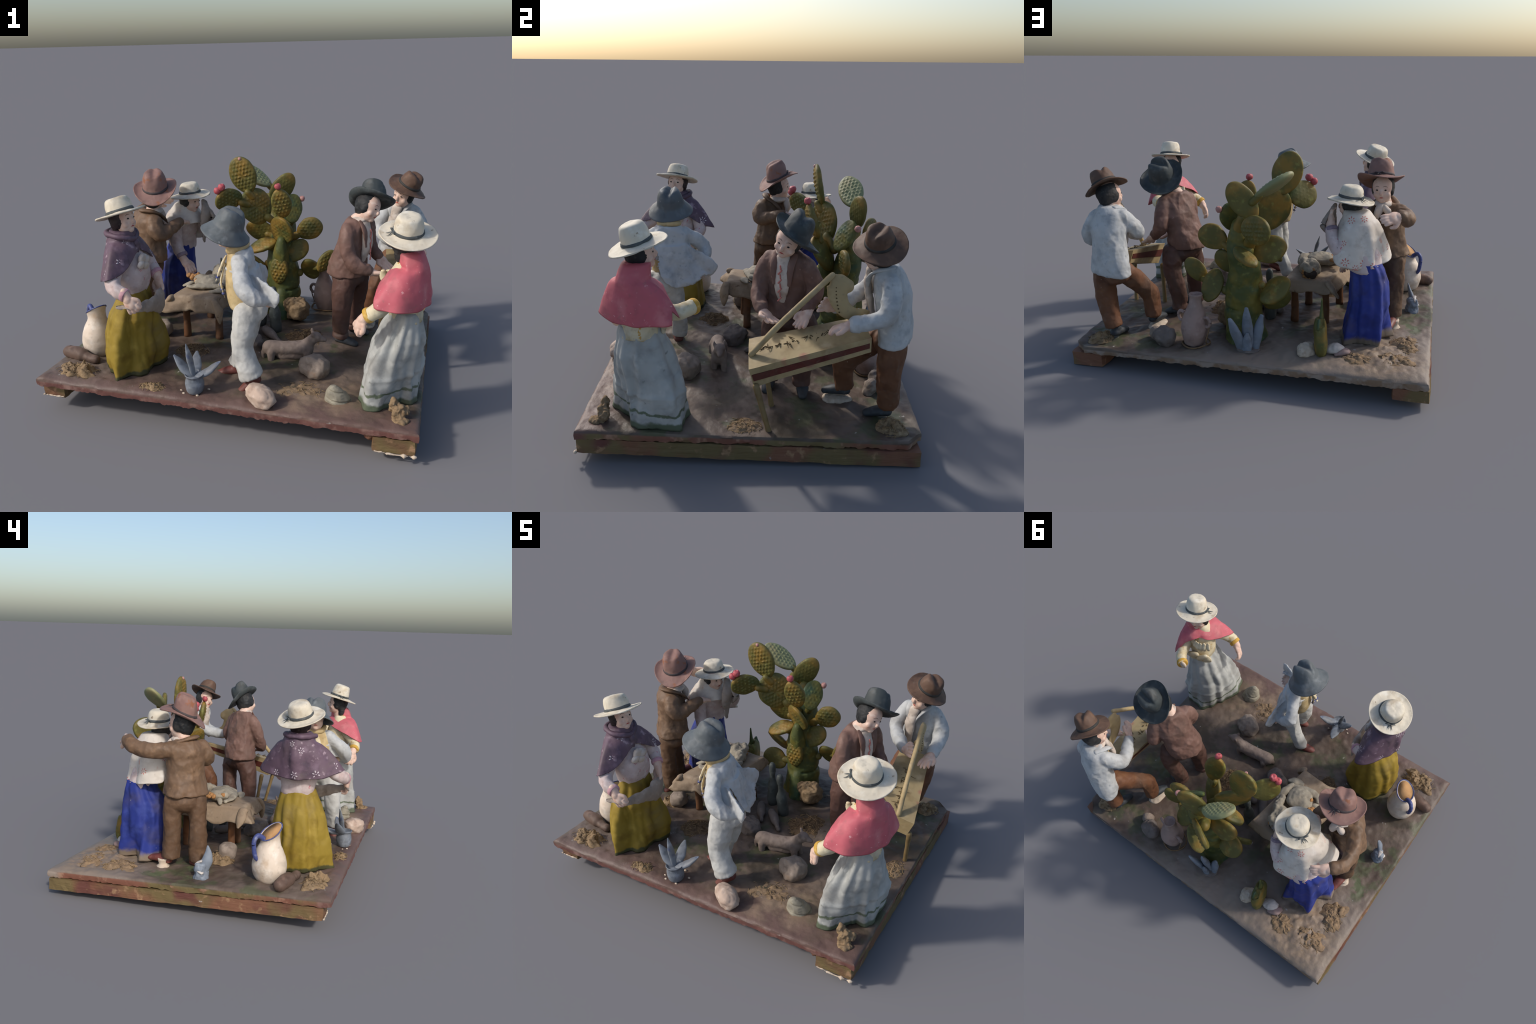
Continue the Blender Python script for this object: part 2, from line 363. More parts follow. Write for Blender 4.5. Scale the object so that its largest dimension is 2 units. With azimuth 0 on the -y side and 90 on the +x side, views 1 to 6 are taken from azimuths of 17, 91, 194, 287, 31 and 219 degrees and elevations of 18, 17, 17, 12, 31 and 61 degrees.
# ------------------------------------------------------------- sculpted pieces
def head(T, c, face, up, hair=HAIR, s=1.0, neck=None, neck_r=.032, eyes=True, hair_back=.012, hair_drop=0, cap=None):
    c = np.asarray(c, float); up = nrm(up); f = nrm(np.asarray(face) - np.dot(face, up) * up); r = np.cross(f, up)
    R = np.stack([r, f, up], 1); at = lambda a, b, d: c + s * (a * r + b * f + d * up)
    g = [('head', ellipsoid(at(0, -.004, .012), V(.056, .062, .062) * s, R)),
         ('head', ellipsoid(at(0, .010, -.022), V(.046, .046, .048) * s, R)),
         ('head', ellipsoid(at(0, .034, -.052), V(.018, .018, .016) * s, R, 20, 12)),
         ('head', limb([at(0, .052, .012), at(0, .063, -.010), at(0, .060, -.018)], V(.006, .0095, .008) * s, 10, 12)),
         ('head', ellipsoid(at(.027, .034, -.022), V(.019, .016, .019) * s, R, 20, 12)),
         ('head', ellipsoid(at(-.027, .034, -.022), V(.019, .016, .019) * s, R, 20, 12))]
    if neck is not None:
        g.append(('neck', limb([at(0, -.010, -.035), .5 * (at(0, -.01, -.05) + neck), neck], [neck_r * s] * 3, 14, 18)))
    out = fuse(g, .0032 * s, 3)
    H = {}
    for k, (q, N) in out.items(): H[k] = T.part(k, q, SKIN, normals=N)
    hb = H['head']; bv = BVHTree.FromPolygons([tuple(x) for x in out['head'][0][0]], out['head'][0][1])
    def onface(a, d):
        p = at(a, .12, d); h = bv.ray_cast(Vector(p), Vector(-f)); return np.array(h[0]) if h[0] else at(a, .055, d)
    if eyes:
        for q in (1, -1):
            e = onface(q * .021, .006); T.part('eye', ellipsoid(e - f * .0005, V(.0075, .003, .0042) * s, R, 16, 10), EYE, parent=hb)
            T.part('eyebrow', limb([onface(q * .010, .0235), onface(q * .021, .0265), onface(q * .032, .020)], V(.0008, .0015, .0008) * s, 10, 8), BROW, parent=hb)
        T.part('mouth', limb([onface(-.011, -.036), onface(0, -.0345), onface(.011, -.036)], V(.001, .0032, .001) * s, 12, 10), LIP, parent=hb)
    if hair is not None:
        h1 = ellipsoid(at(0, -hair_back, .014), V(.061, .064, .066) * s, R)
        gs = [('hair', h1), ('hair', ellipsoid(at(0, -.030, -.012), V(.052, .040, .048) * s, R))]
        for q in (1, -1): gs.append(('hair', ellipsoid(at(q * .042, -.004, .002), V(.019, .030, .040) * s, R, 20, 14)))
        if hair_drop: gs.append(('hair', ellipsoid(at(0, -.038, -.045), V(.046, .026, .05) * s, R)))
        o = fuse(gs, .0035 * s, 3, .0015, 60, 5)['hair']
        if cap is not None:   # keep the hair under the hat
            cn = nrm(cap[1]); hv = o[0][0]; hh = (hv - np.asarray(cap[0])) @ cn - cap[2]; o[0][0][:] = hv - np.clip(hh, 0, None)[:, None] * cn
        T.part('hair', o[0], hair, normals=o[1])
    return hb

def hand(T, wrist, tip, palm, size=1.0, curl=.5, parent=None, name='hand', mat=SKIN, spread=1.0, thumb=1):
    "wrist to finger tips; palm = direction the palm faces; curl bends the fingers toward it"
    wrist, tip = np.asarray(wrist, float), np.asarray(tip, float); d = nrm(tip - wrist); p = nrm(np.asarray(palm, float) - np.dot(palm, d) * d); q = np.cross(d, p)
    L = np.linalg.norm(tip - wrist); R = np.stack([q, d, p], 1); pc = wrist + d * L * .38
    g = [('hand', ellipsoid(pc, (.027 * size, L * .40, .015 * size), R, 24, 16)), ('hand', limb([wrist - d * .02, wrist + d * L * .2], [.019 * size, .021 * size], 8, 14))]
    for k in range(4):
        a = (k - 1.5) * .0135 * size * spread; b0 = pc + d * L * .24 + q * a; ln = L * (.42, .5, .47, .36)[k]
        b1 = b0 + d * ln * .55 + p * curl * ln * .25 + q * a * .2; b2 = b0 + d * ln * (1 - .6 * curl) + p * curl * ln * .75 + q * a * .3
        g.append(('hand', limb([b0, b1, b2], V(.0085, .008, .0062) * size, 10, 10)))
    t0 = pc + q * .020 * size * thumb - d * L * .1; g.append(('hand', limb([t0, t0 + q * .014 * size * thumb + d * L * .18 + p * .008, t0 + q * .012 * size * thumb + d * L * .38 + p * .014], V(.010, .009, .007) * size, 10, 10)))
    o = fuse(g, .0028, 2)['hand']; return T.part(name, o[0], mat, parent=parent, normals=o[1])

def hat(T, c, n, a, b, crown, mat, band, rise=0.0, curl=0.0, wave=(0, 0, 0), lip=.006, off=(0, 0), dent=None, ref=(1, 0, 0), bow=None, seed=0, axis=None, band_w=.016):
    """rim ellipse a x b about c with axis n.  crown = (base radius, top radius, height above rim).
    rise: crown base above rim; curl: rim turned up; wave = (amp1, amp2, phase) of the rim"""
    F = frame(ref, n); rb, rt, H = crown; nu = 72
    u = np.linspace(0, 2 * np.pi, nu, endpoint=False); c = np.asarray(c, float)
    ax = np.zeros(3) if axis is None else np.asarray(axis, float) @ F
    lean = lambda z: (ax[:2] * (z / max(ax[2], .2))) if axis is not None else np.zeros(2)
    prof = [(0, H), (.45 * rt, H + .001), (.8 * rt, H - .002), (.97 * rt, H - .010), (.5 * (rt + rb) + .002, H * .6 + rise * .4), (rb + .001, rise + .016), (rb + .004, rise + .006)]
    P = crom(prof, 30)
    rings = []
    def crown_ring(r, z, k=1.0):
        x = np.cos(u) * r; y = np.sin(u) * r * .96; zz = np.full(nu, z)
        if dent is not None:
            dd, depth, w = dent; e = np.array([math.cos(dd), math.sin(dd)]); s = x * -e[1] + y * e[0]
            zz = zz - depth * np.exp(-(s / w) ** 2) * np.clip((z - H * .45) / (H * .5), 0, 1)
            pin = np.clip((z - H * .3) / (H * .6), 0, 1) * .22; t = x * e[0] + y * e[1]; pf = np.clip(t / (rt + 1e-6), 0, 1) * pin
            x = x - pf * s * -e[1] ; y = y - pf * s * e[0]
        o = lean(z - rise)
        return np.stack([x + off[0] + o[0], y + off[1] + o[1], zz], 1) * k
    for r, z in P[::-1][::-1]: rings.append(crown_ring(max(r, .0008), z))
    def brim(t, dz):
        x = np.cos(u) * (rb + .004 + (a - rb - .004) * t) + off[0] * (1 - t); y = np.sin(u) * ((rb + .004) * .96 + (b - (rb + .004) * .96) * t) + off[1] * (1 - t)
        z = (rise + .006) * (1 - t) ** 1.3 + curl * t ** 3 - curl * .15 * np.sin(np.pi * t) + t ** 1.6 * (wave[0] * np.cos(u - wave[2]) + wave[1] * np.cos(2 * (u - wave[2]))) + dz
        return np.stack([x, y, z + np.zeros(nu)], 1)
    for t in np.linspace(.08, 1, 12): rings.append(brim(t, 0))
    e = brim(1.012, -lip * .5); rings.append(e)
    for t in np.linspace(1, 0, 9): rings.append(brim(t, -lip))
    rings.append(brim(0, -lip) * V(.5, .5, 1)); 
    g = loft([r @ F.T + c for r in rings[::-1]]); g = rough(g, .0018, 28, seed)
    ob = T.part('hat', g, mat)
    if band is not None:
        br = []
        for r, z in ((0, 0), (1, .25), (1, .8), (0, 1)):
            zz = rise + .006 + band_w * z; k = (zz - rise) / max(H - rise, .01); base = np.interp(zz, P[::-1, 1], P[::-1, 0])
            br.append(crown_ring(base + (.0032 if r else -.001), zz) @ F.T + c)
        T.part('hat_band', loft(br, False), band, parent=ob)
        if bow is not None:
            e = V(math.cos(bow), math.sin(bow), 0); sd = V(-e[1], e[0], 0); k = V(off[0], off[1], 0) + e * (rb + .006) + V(0, 0, rise + .014); W = lambda v: v @ F.T + c
            bw = [limb([W(k), W(k + sd * .018 + V(0, 0, .006)), W(k + sd * .030 + V(0, 0, .001))], [.003, .006, .002], 10, 8, .5), limb([W(k), W(k - sd * .018 + V(0, 0, .006)), W(k - sd * .030 + V(0, 0, .001))], [.003, .006, .002], 10, 8, .5),
                  limb([W(k), W(k + e * .014 + sd * .010 - V(0, 0, .008)), W(k + e * .03 + sd * .016 - V(0, 0, .009))], [.003, .003, .001], 10, 8, .6), limb([W(k), W(k + e * .014 - sd * .008 - V(0, 0, .008)), W(k + e * .028 - sd * .006 - V(0, 0, .009))], [.003, .003, .001], 10, 8, .6)]
            T.part('hat_bow', join(*bw), band, parent=ob)
    return ob

def loop(pts, n=96, c=None):
    "closed smooth loop through pts resampled by angle about c"
    pts = np.asarray(pts, float); c = pts.mean(0) if c is None else np.asarray(c, float)
    th = np.arctan2(pts[:, 1] - c[1], pts[:, 0] - c[0]); o = np.argsort(th); pts = pts[o]
    K = np.vstack([pts[-2:], pts, pts[:3]]); D = crom(K, 900); a = np.unwrap(np.arctan2(D[:, 1] - c[1], D[:, 0] - c[0]))
    t0 = np.arctan2(pts[0, 1] - c[1], pts[0, 0] - c[0]); T = t0 + np.linspace(0, 2 * np.pi, n, endpoint=False)
    a = a - 2 * np.pi * np.ceil((a[0] - t0) / (2 * np.pi))
    a = np.maximum.accumulate(a)
    L = np.stack([np.interp(T, a, D[:, k]) for k in range(3)], 1)
    k = int(round(t0 / (2 * np.pi) * n)); return np.roll(L, k, 0)
def ellring(c, a, b, n=96):
    t = np.linspace(0, 2 * np.pi, n, endpoint=False); return np.stack([c[0] + a * np.cos(t), c[1] + b * np.sin(t), np.full(n, c[2])], 1)
def drape(top, hem, bulge=.75, m=30, thick=.009, folds=None, lift=None, mid=()):
    """cloth hanging from ring `top` to ring `hem` with thickness; folds(theta,t) moves it outward"""
    n = len(top); t = np.linspace(0, 1, m); c0, c1 = top.mean(0), hem.mean(0); th = np.linspace(0, 2 * np.pi, n, endpoint=False); rings = []
    stack = [(0, top)] + list(mid) + [(1, hem)]
    for q in t:
        i = max(k for k in range(len(stack) - 1) if stack[k][0] <= q + 1e-9); (a, A), (b, B) = stack[i], stack[i + 1]; s = (q - a) / (b - a)
        sr = s ** bulge; X = A * (1 - sr) + B * sr; X[:, 2] = A[:, 2] * (1 - s) + B[:, 2] * s
        if folds is not None:
            cc = X.mean(0); d = X - cc; d[:, 2] = 0; d /= np.linalg.norm(d, axis=1)[:, None] + 1e-9; X = X + d * folds(th, q)[:, None]
        rings.append(X)
    inner = []
    for X in rings[::-1]:
        cc = X.mean(0); d = X - cc; d[:, 2] = 0; d /= np.linalg.norm(d, axis=1)[:, None] + 1e-9; inner.append(X - d * thick)
    inner[0][:, 2] += thick * .3
    return loft(rings + inner)
def petals(T, host, pts, mat, r=.013, k=6, parent=None, name='printed_flower', lift=.0006, seed=1):
    "small painted petals laid on a cloth: pts = points near the surface"
    me = host.data; off = np.array(host.location) if host.parent is None or host.parent.type == 'EMPTY' else np.zeros(3)
    vs = [tuple(x.co) for x in me.vertices]; bv = BVHTree.FromPolygons(vs, [tuple(p.vertices) for p in me.polygons]); rng = np.random.default_rng(seed); gs = []
    for p in pts:
        h = bv.find_nearest(Vector(p)); 
        if h[0] is None: continue
        P0, N = np.array(h[0]), np.array(h[1]); F = frame((.3, .2, 1), N); ph = rng.uniform(0, 6); rr = r * rng.uniform(.8, 1.15)
        for i in range(k + 1):
            a = ph + i * 2 * np.pi / k; d = F[:, 0] * math.cos(a) + F[:, 1] * math.sin(a); cen = P0 + d * rr * .85 if i < k else P0
            h2 = bv.find_nearest(Vector(cen)); c2, n2 = np.array(h2[0]), np.array(h2[1]); G = frame(d, n2)
            gs.append(ellipsoid(c2 + n2 * lift, ((rr * .42, rr * .2, .0012) if i < k else (rr * .2, rr * .2, .0012)), G, 10, 6))
    return T.part(name, join(*gs), mat, parent=host, stuff=True)
def shoe(T, heel, toe, r, mat, h=None, name='shoe'):
    heel, toe = np.asarray(heel, float), np.asarray(toe, float); m1 = heel * .55 + toe * .45
    o = fuse([('s', limb([heel, m1 + V(0, 0, .004), toe - V(0, 0, .006)], [r * .92, r, r * .72], 16, 18, .75, (0, 0, 1))), ('s', ellipsoid(heel * .85 + toe * .15 + V(0, 0, r * .6), (r * .85, r * .85, r * .9)))], .004, 4)['s']
    return T.part(name, o[0], mat, normals=o[1])

# ============================================================= the board
def build_base():
    T = Thing('painted_board', (0, 0, .05), 'tilted painted wooden board with earth, straw and two runners', 'base')
    A, B, C, D = V(-.962, -.790), V(.968, -.768), V(.955, .785), V(-.982, .792)
    nx, ny = 240, 190
    s, t = np.meshgrid(np.linspace(0, 1, nx), np.linspace(0, 1, ny), indexing='ij')
    P = (A[None, None] * ((1 - s) * (1 - t))[..., None] + B * (s * (1 - t))[..., None] + C * (s * t)[..., None] + D * ((1 - s) * t)[..., None])
    x, y = P[..., 0].ravel(), P[..., 1].ravel()
    q = np.stack([x, y, 0 * x], 1)
    # corner nearest the harpist is cut off obliquely
    cut = np.clip((x - .93) + (y - .735), 0, None); x = x - cut * .5; y = y - cut * .5
    z = ground(x, y) + .0055 * fbm(q, 8, 3, 1) + .0028 * fbm(q, 30, 3, 3)
    z += .010 * np.exp(-((x + .75) ** 2 + (y - .62) ** 2) / .02) + .006 * np.exp(-((x - .4) ** 2 + (y + .5) ** 2) / .02)
    sand = np.clip(1.4 - 5.2 * np.hypot((x + .74) * .9, y - .60), 0, 1); z += sand * (.006 * fbm(q, 22, 3, 8) + .004 * np.abs(fbm(q, 55, 2, 4)))
    edge = np.minimum.reduce([s.ravel() * 1.95, (1 - s.ravel()) * 1.95, t.ravel() * 1.56, (1 - t.ravel()) * 1.56]); w = np.clip(1 - edge / .06, 0, 1) ** 2; z = z * (1 - w) + (plane(x, y) + .004 * fbm(q, 12, 2, 6)) * w; z -= .003 * np.clip(1 - edge / .008, 0, 1)
    top = np.stack([x, y, z], 1)
    f = [(i * ny + j, (i + 1) * ny + j, (i + 1) * ny + j + 1, i * ny + j + 1) for i in range(nx - 1) for j in range(ny - 1)]
    rim = [i * ny for i in range(nx)] + [(nx - 1) * ny + j for j in range(1, ny)] + [i * ny + ny - 1 for i in range(nx - 2, -1, -1)] + [j for j in range(ny - 2, 0, -1)]
    R = top[rim]; cen = V(0, 0, 0); rings = [rim]; verts = [top]; o = len(top); n = len(rim)
    rag = .005 * fbm(R, 22, 3, 9) + .004 * fbm(R, 90, 1, 2)
    for k, (dz, grow) in enumerate(((-.009, .004), (-.024, .005), (-.041, .003), (-.043, -.05))):
        W = R.copy(); d = nrm2(W[:, :2]); W[:, :2] += d * grow; W[:, 2] = plane(R[:, 0], R[:, 1]) + dz + (rag if k == 2 else 0); W[:, :2] += d * (.0035 * fbm(W, 22, 3, k))[:, None]
        verts.append(W); ids = list(range(o, o + n)); o += n
        for j in range(n): kx = (j + 1) % n; f.append((rings[-1][j], ids[j], ids[kx], rings[-1][kx]))
        rings.append(ids)
    verts.append(V(0, 0, .10)[None]); 
    for j in range(n): f.append((rings[-1][j], o, rings[-1][(j + 1) % n]))
    smart(T.part('board', (np.concatenate(verts), f), EARTH), 38)
    # runners under the left and the right edge
    for nm, p0, p1, w0, w1, b0, b1 in (('runner', V(-.958, -.752), V(-.997, .785), .13, .19, .081, .036), ('runner', V(.962, -.768), V(.970, .772), -.20, -.19, .049, .004)):
        m = 60; rr = []
        for k in np.linspace(0, 1, m):
            p = p0 * (1 - k) + p1 * k; w = w0 * (1 - k) + w1 * k; zb = b0 * (1 - k) + b1 * k; zt = plane(p[0], p[1]) - .047
            x0, x1 = p[0], p[0] + w
            col = [(x0, zb), (x0, .5 * (zb + zt)), (x0, zt), (.5 * (x0 + x1), zt), (x1, zt), (x1, .5 * (zb + zt)), (x1, zb), (.5 * (x0 + x1), zb)]
            e = .006 if k in (0, 1) else 0
            rr.append(np.array([(a + (e if a == min(x0, x1) else -e if a == max(x0, x1) else 0), p[1], b) for a, b in col]))
        g = loft(rr); v = g[0]; v = v + np.stack([.0025 * fbm(v, 25, 3, 3), .003 * fbm(v, 25, 3, 4), .0025 * fbm(v, 30, 3, 5)], 1)
        T.part(nm, (v, g[1]), RUNNER, smooth=False)
    # torn white paper under the blocks and a splintered offcut beside the front right one
    tp = [limb([V(.78, -.772, .052), V(.86, -.776, .048), V(.965, -.776, .050)], [.002, .004, .004], 50, 8), limb([V(-.95, -.758, .090), V(-.88, -.757, .088), V(-.84, -.755, .088)], [.003, .003, .002], 30, 8)]
    T.part('torn_paper', rough(join(*tp), .006, 45, 3), CHALK, stuff=True)
    T.part('offcut', rough(limb([V(.745, -.735, .118), V(.750, -.72, .090), V(.760, -.70, .070)], [.034, .030, .020], 20, 14, .6), .008, 40, 4), RUNNER)
    return T
def nrm2(a): return a / (np.linalg.norm(a, axis=1)[:, None] + 1e-9)
def earth_mat():
    m = M('earth_paint', .55, .4); x, y, z = m.xyz(); big = m.noise(3.2, 4); 
    c = m.mix(m.ramp(m.noise(5, 5), .42, .62), '#5a4b41', '#6b5d52')
    c = m.mix(m.ramp(m.noise(4, 5, m.mapping(loc=(7, 1, 0))), .50, .62), c, '#4c4236')
    c = m.mix(m.math('MULTIPLY', m.ramp(m.noise(6, 6, m.mapping(loc=(1, 9, 4))), .53, .63), .8), c, '#4e5138')
    # front edge and right front are redder and paler, the back is grey-tan
    c = m.mix(m.math('MULTIPLY', m.ramp(m.math('ADD', m.math('MULTIPLY', y, -1), m.math('MULTIPLY', big, .5)), .78, 1.0), .8), c, '#68504a')
    tan = m.ramp(m.math('ADD', m.math('SUBTRACT', y, m.math('MULTIPLY', x, .35)), m.math('MULTIPLY', m.noise(4, 4, m.mapping(loc=(2, 2, 2))), .5)), .66, .98)
    c = m.mix(m.math('MULTIPLY', tan, .85), c, '#84776c')
    c = m.mix(m.math('MULTIPLY', m.near((.45, -.55, .15), .05, .36), m.ramp(m.noise(7, 5), .4, .6)), c, '#8c7763')
    c = m.mix(m.near((-.74, .60, .16), .12, .30), c, m.mix(m.ramp(m.noise(26, 4), .4, .65), '#8d7a66', '#7d6d5f'))
    c = m.mix(m.math('MULTIPLY', m.near((-.78, -.60, .18), .05, .3), .5), c, '#7c6f66')
    c = m.mix(m.math('MULTIPLY', m.near((-.82, .10, .16), .10, .25), m.ramp(m.noise(9, 5, m.mapping(loc=(4, 4, 4))), .48, .56)), c, '#575d42')
    c = m.mix(m.ramp(m.noise(24, 3, m.mapping(loc=(5, 3, 8))), .70, .76), c, '#a09a92')
    # the edge of the board, below the worn top: red-brown with olive stretches
    h = m.math('SUBTRACT', z, m.math('SUBTRACT', m.math('SUBTRACT', .150, m.math('MULTIPLY', x, .0153)), m.math('MULTIPLY', y, .0305)))
    ed = m.mix(m.ramp(m.noise(3.0, 3, m.mapping(loc=(11, 3, 1))), .46, .54), '#7a5040', '#6d5f3e')
    ed = m.mix(m.ramp(m.noise(16, 5), .55, .7), ed, '#9a7660')
    frt = m.ramp(y, -.70, -.75); ed = m.mix(frt, ed, m.mix(m.ramp(m.noise(14, 5), .5, .7), '#6a463f', '#876a60'))
    bk = m.ramp(y, .70, .75); ed = m.mix(bk, ed, m.mix(m.ramp(m.noise(10, 5), .45, .6), '#7d6651', '#94867a'))
    c = m.mix(m.ramp(h, .0, -.008), c, ed); m.bump(m.noise(45, 6), .45, .006); return m.done(c)
EARTH = earth_mat()
def runner_mat():
    m = M('runner_paint', .65, .3); v = m.mapping(scale=(1, 1, 1))
    c = m.mix(m.ramp(m.noise(3.2, 2, m.mapping(loc=(2, 8, 1))), .43, .55), '#7b5541', '#6f5f3f')
    c = m.mix(m.ramp(m.noise(3.6, 2, m.mapping(loc=(5, 5, 5))), .52, .64), c, '#664038')
    c = m.mix(m.ramp(m.noise(20, 5), .58, .72), c, '#9a7a5c'); c = m.mix(m.ramp(m.noise(13, 4, m.mapping(loc=(9, 1, 1))), .70, .76), c, '#b3ada5')
    m.bump(m.noise(30, 6, m.mapping(scale=(1, .3, 2))), .6, .008); return m.done(c)
RUNNER = runner_mat()
build_base()

rng = np.random.default_rng(11)
def straw_patch(name, c, rx, ry, h, n=130, seed=0, L=(.015, .04), mound=True, mat=CLAY, lump=.5):
    "clay mound stuck with chopped straw"
    T = Thing(name, (c[0], c[1], ground(*c)), 'rough clump of chopped straw and clay', 'straw'); r = np.random.default_rng(seed)
    u = np.linspace(0, 2 * np.pi, 64, endpoint=False); rings = []
    for k in np.linspace(1, 0.02, 22):
        w = 1 + .28 * fbm(np.stack([np.cos(u) * 1.5 + c[0] * 9, np.sin(u) * 1.5, 0 * u + k], 1), 1.2, 2, seed)
        X = np.stack([c[0] + rx * k * w * np.cos(u), c[1] + ry * k * w * np.sin(u), 0 * u], 1); X[:, 2] = ground(X[:, 0], X[:, 1]) - .003 + h * (1 - k ** 2.2)
        rings.append(X)
    g = loft(rings); v = g[0]; fade = np.clip((v[:, 2] - ground(v[:, 0], v[:, 1])) / (h * .5), 0, 1)
    v[:, 2] += fade * (h * lump * fbm(v, 34, 3, seed) + .005 * np.abs(fbm(v, 70, 2, seed + 9))); v[:, :2] += (fade * .008 * fbm(v, 45, 2, seed + 3))[:, None] * V(1, .7)
    T.part('mound', (v, g[1]), mat)
    bv = BVHTree.FromPolygons([tuple(x) for x in v], g[1]); gs = []
    for i in range(n):
        a, k = r.uniform(0, 6.28), math.sqrt(r.uniform(0, 1)); p = V(c[0] + rx * k * math.cos(a), c[1] + ry * k * math.sin(a), 1); hit = bv.ray_cast(Vector(p), Vector((0, 0, -1)))
        z = hit[0].z if hit[0] else ground(p[0], p[1]); d = r.uniform(0, 6.28); l = r.uniform(*L); e = V(math.cos(d), math.sin(d), r.uniform(-.15, .25)) * l * .5; m = V(p[0], p[1], z + .002)
        gs.append(limb([m - e, m + V(0, 0, .003), m + e], [.0012, .0016, .001], 4, 5, round_ends=False))
    T.part('straw', join(*gs), STRAW, stuff=True); return T
STRAW = paint('straw_fibre', '#8f7858', '#6f5a3e', '#a58e6c', 30, .7, .3, .2)
DIRT = paint('dark_straw_clay', '#65523e', '#4f3f2e', '#776349', 40, .85, .15, .8); SAND = paint('sand_clay', '#88725a', '#6f5c48', '#9a846a', 40, .85, .15, .8)
for c, rx, ry, h, n, sd, mt in (((-.785, -.675), .115, .070, .036, 60, 1, CLAY), ((-.335, -.725), .075, .042, .016, 70, 2, CLAY), ((-.30, -.27), .10, .085, .016, 60, 3, DIRT), ((.27, .10), .12, .13, .022, 110, 4, DIRT), ((.845, .655), .075, .070, .030, 70, 5, CLAY), ((.88, -.02), .06, .085, .012, 50, 6, SAND), ((.385, -.545), .12, .095, .012, 40, 7, SAND), ((-.60, -.08), .07, .09, .034, 60, 8, CLAY), ((-.84, .42), .08, .11, .022, 50, 9, SAND), ((-.80, .62), .11, .085, .020, 40, 10, SAND), ((-.63, .64), .09, .06, .016, 20, 12, SAND)):
    straw_patch('straw_clump', c, rx, ry, h, n, sd, mat=mt, L=(.012, .034))

# ============================================================= loose stones and props
def stone(name, c, s, R, mat, amp, seed, label, p=2.4, facets=0.0):
    g = ellipsoid(c, s, R, 56, 36, p); v, f = g
    if facets:
        r = np.random.default_rng(seed)
        for _ in range(9):
            d = nrm(r.normal(size=3)); lim = facets * np.max((v - c) @ d); q = (v - c) @ d; over = np.clip(q - lim, 0, None); v = v - over[:, None] * d * .85
    g = rough((v, f), amp, 16, seed, 3); g = rough(g, amp * .35, 60, seed + 1, 2); return single(name, ground_clamp(g, -.006), mat, label, 'stone')
def Rz(a): return np.array([[math.cos(a), -math.sin(a), 0], [math.sin(a), math.cos(a), 0], [0, 0, 1]])
stone('stone', V(.416, -.345, .212), V(.080, .068, .062), frame((.89, -.42, -.1), (.2, .1, .95)), ROCK, .007, 2, 'rounded brown boulder on a straw patch', 2.8, .86)
stone('stone', V(.228, -.722, .222), V(.088, .050, .052), frame((.89, -.45, -.1), (.09, -.1, 1)), ROCK_PINK, .007, 5, 'pale pink stone with a scooped side', 2.3, .88)
stone('stone', V(-.005, -.115, .195), V(.085, .062, .058), Rz(-.6), ROCK_DARK, .010, 7, 'dark angular stone near the table', 2.6, .84)
stone('stone', V(-.545, -.108, .224), V(.055, .052, .050), Rz(.2), ROCK, .005, 9, 'rounded stone beside the table leg')
stone('stone', V(.457, .650, .175), V(.070, .048, .066), frame((.92, -.28, 0), (-.1, .05, 1)), ROCK_DARK, .009, 13, 'grey ridged stone at the back edge', 2.2, .84)
stone('stone', V(.159, .338, .225), V(.074, .052, .075), Rz(.2), CLAY, .016, 17, 'rough clod of clay by the cactus', 2.6, .85)
stone('stone', V(-.333, .62, .165), V(.048, .048, .045), Rz(.5), CHALK, .010, 19, 'pale chipped stone', 2.2)
stone('stone', V(.53, .60, .160), V(.035, .035, .045), Rz(.9), ROCK, .008, 23, 'small brown stone near the musician')
stone('stone', V(.60, .425, .135), V(.045, .075, .022), Rz(.05), CHALK, .004, 24, 'chipped pale plinth under a shoe')
def snail():
    u = np.linspace(0, 2 * np.pi, 60, endpoint=False); rings = []
    for k in np.linspace(0, 1, 44):
        r = .060 * math.cos(k * 1.5) ** .75 + .004; ph = (u + 2 * np.pi * 2.3 * k) % (2 * np.pi) - np.pi; r = r * (1.04 - .16 * np.exp(-(ph / .55) ** 2))
        rings.append(np.stack([.581 - .022 * k + r * np.cos(u), -.573 - .03 * k + r * .93 * np.sin(u), 0 * u + .158 + .106 * k], 1))
    single('snail_shell_stone', rough(loft(rings), .003, 30, 3), SNAIL, 'grey stone shaped like a coiled snail shell', 'stone')
snail()
# broken lump of clay at the front right corner
g = [('k', ellipsoid((.872, -.665, .195), (.030, .028, .050), Rz(.4), p=2.6)), ('k', ellipsoid((.845, -.655, .225), (.018, .016, .036))), ('k', ellipsoid((.898, -.650, .205), (.030, .020, .022), Rz(.5))), ('k', ellipsoid((.885, -.69, .165), (.035, .03, .018)))]
o = fuse(g, .004, 2, .010, 45, 4)['k']; single('broken_clay_lump', o[0], CLAY, 'ragged broken lump of straw clay', 'stone')
# small sausage-shaped log with a thinner neck
single('clay_log', rough(limb([V(-.930, -.522, .226), V(-.885, -.532, .228), V(-.835, -.543, .228), V(-.808, -.549, .222), V(-.745, -.563, .218)], [.034, .037, .036, .027, .025], 34, 28), .002, 30, 6), LOG, 'short brown log with a stepped end', 'log')

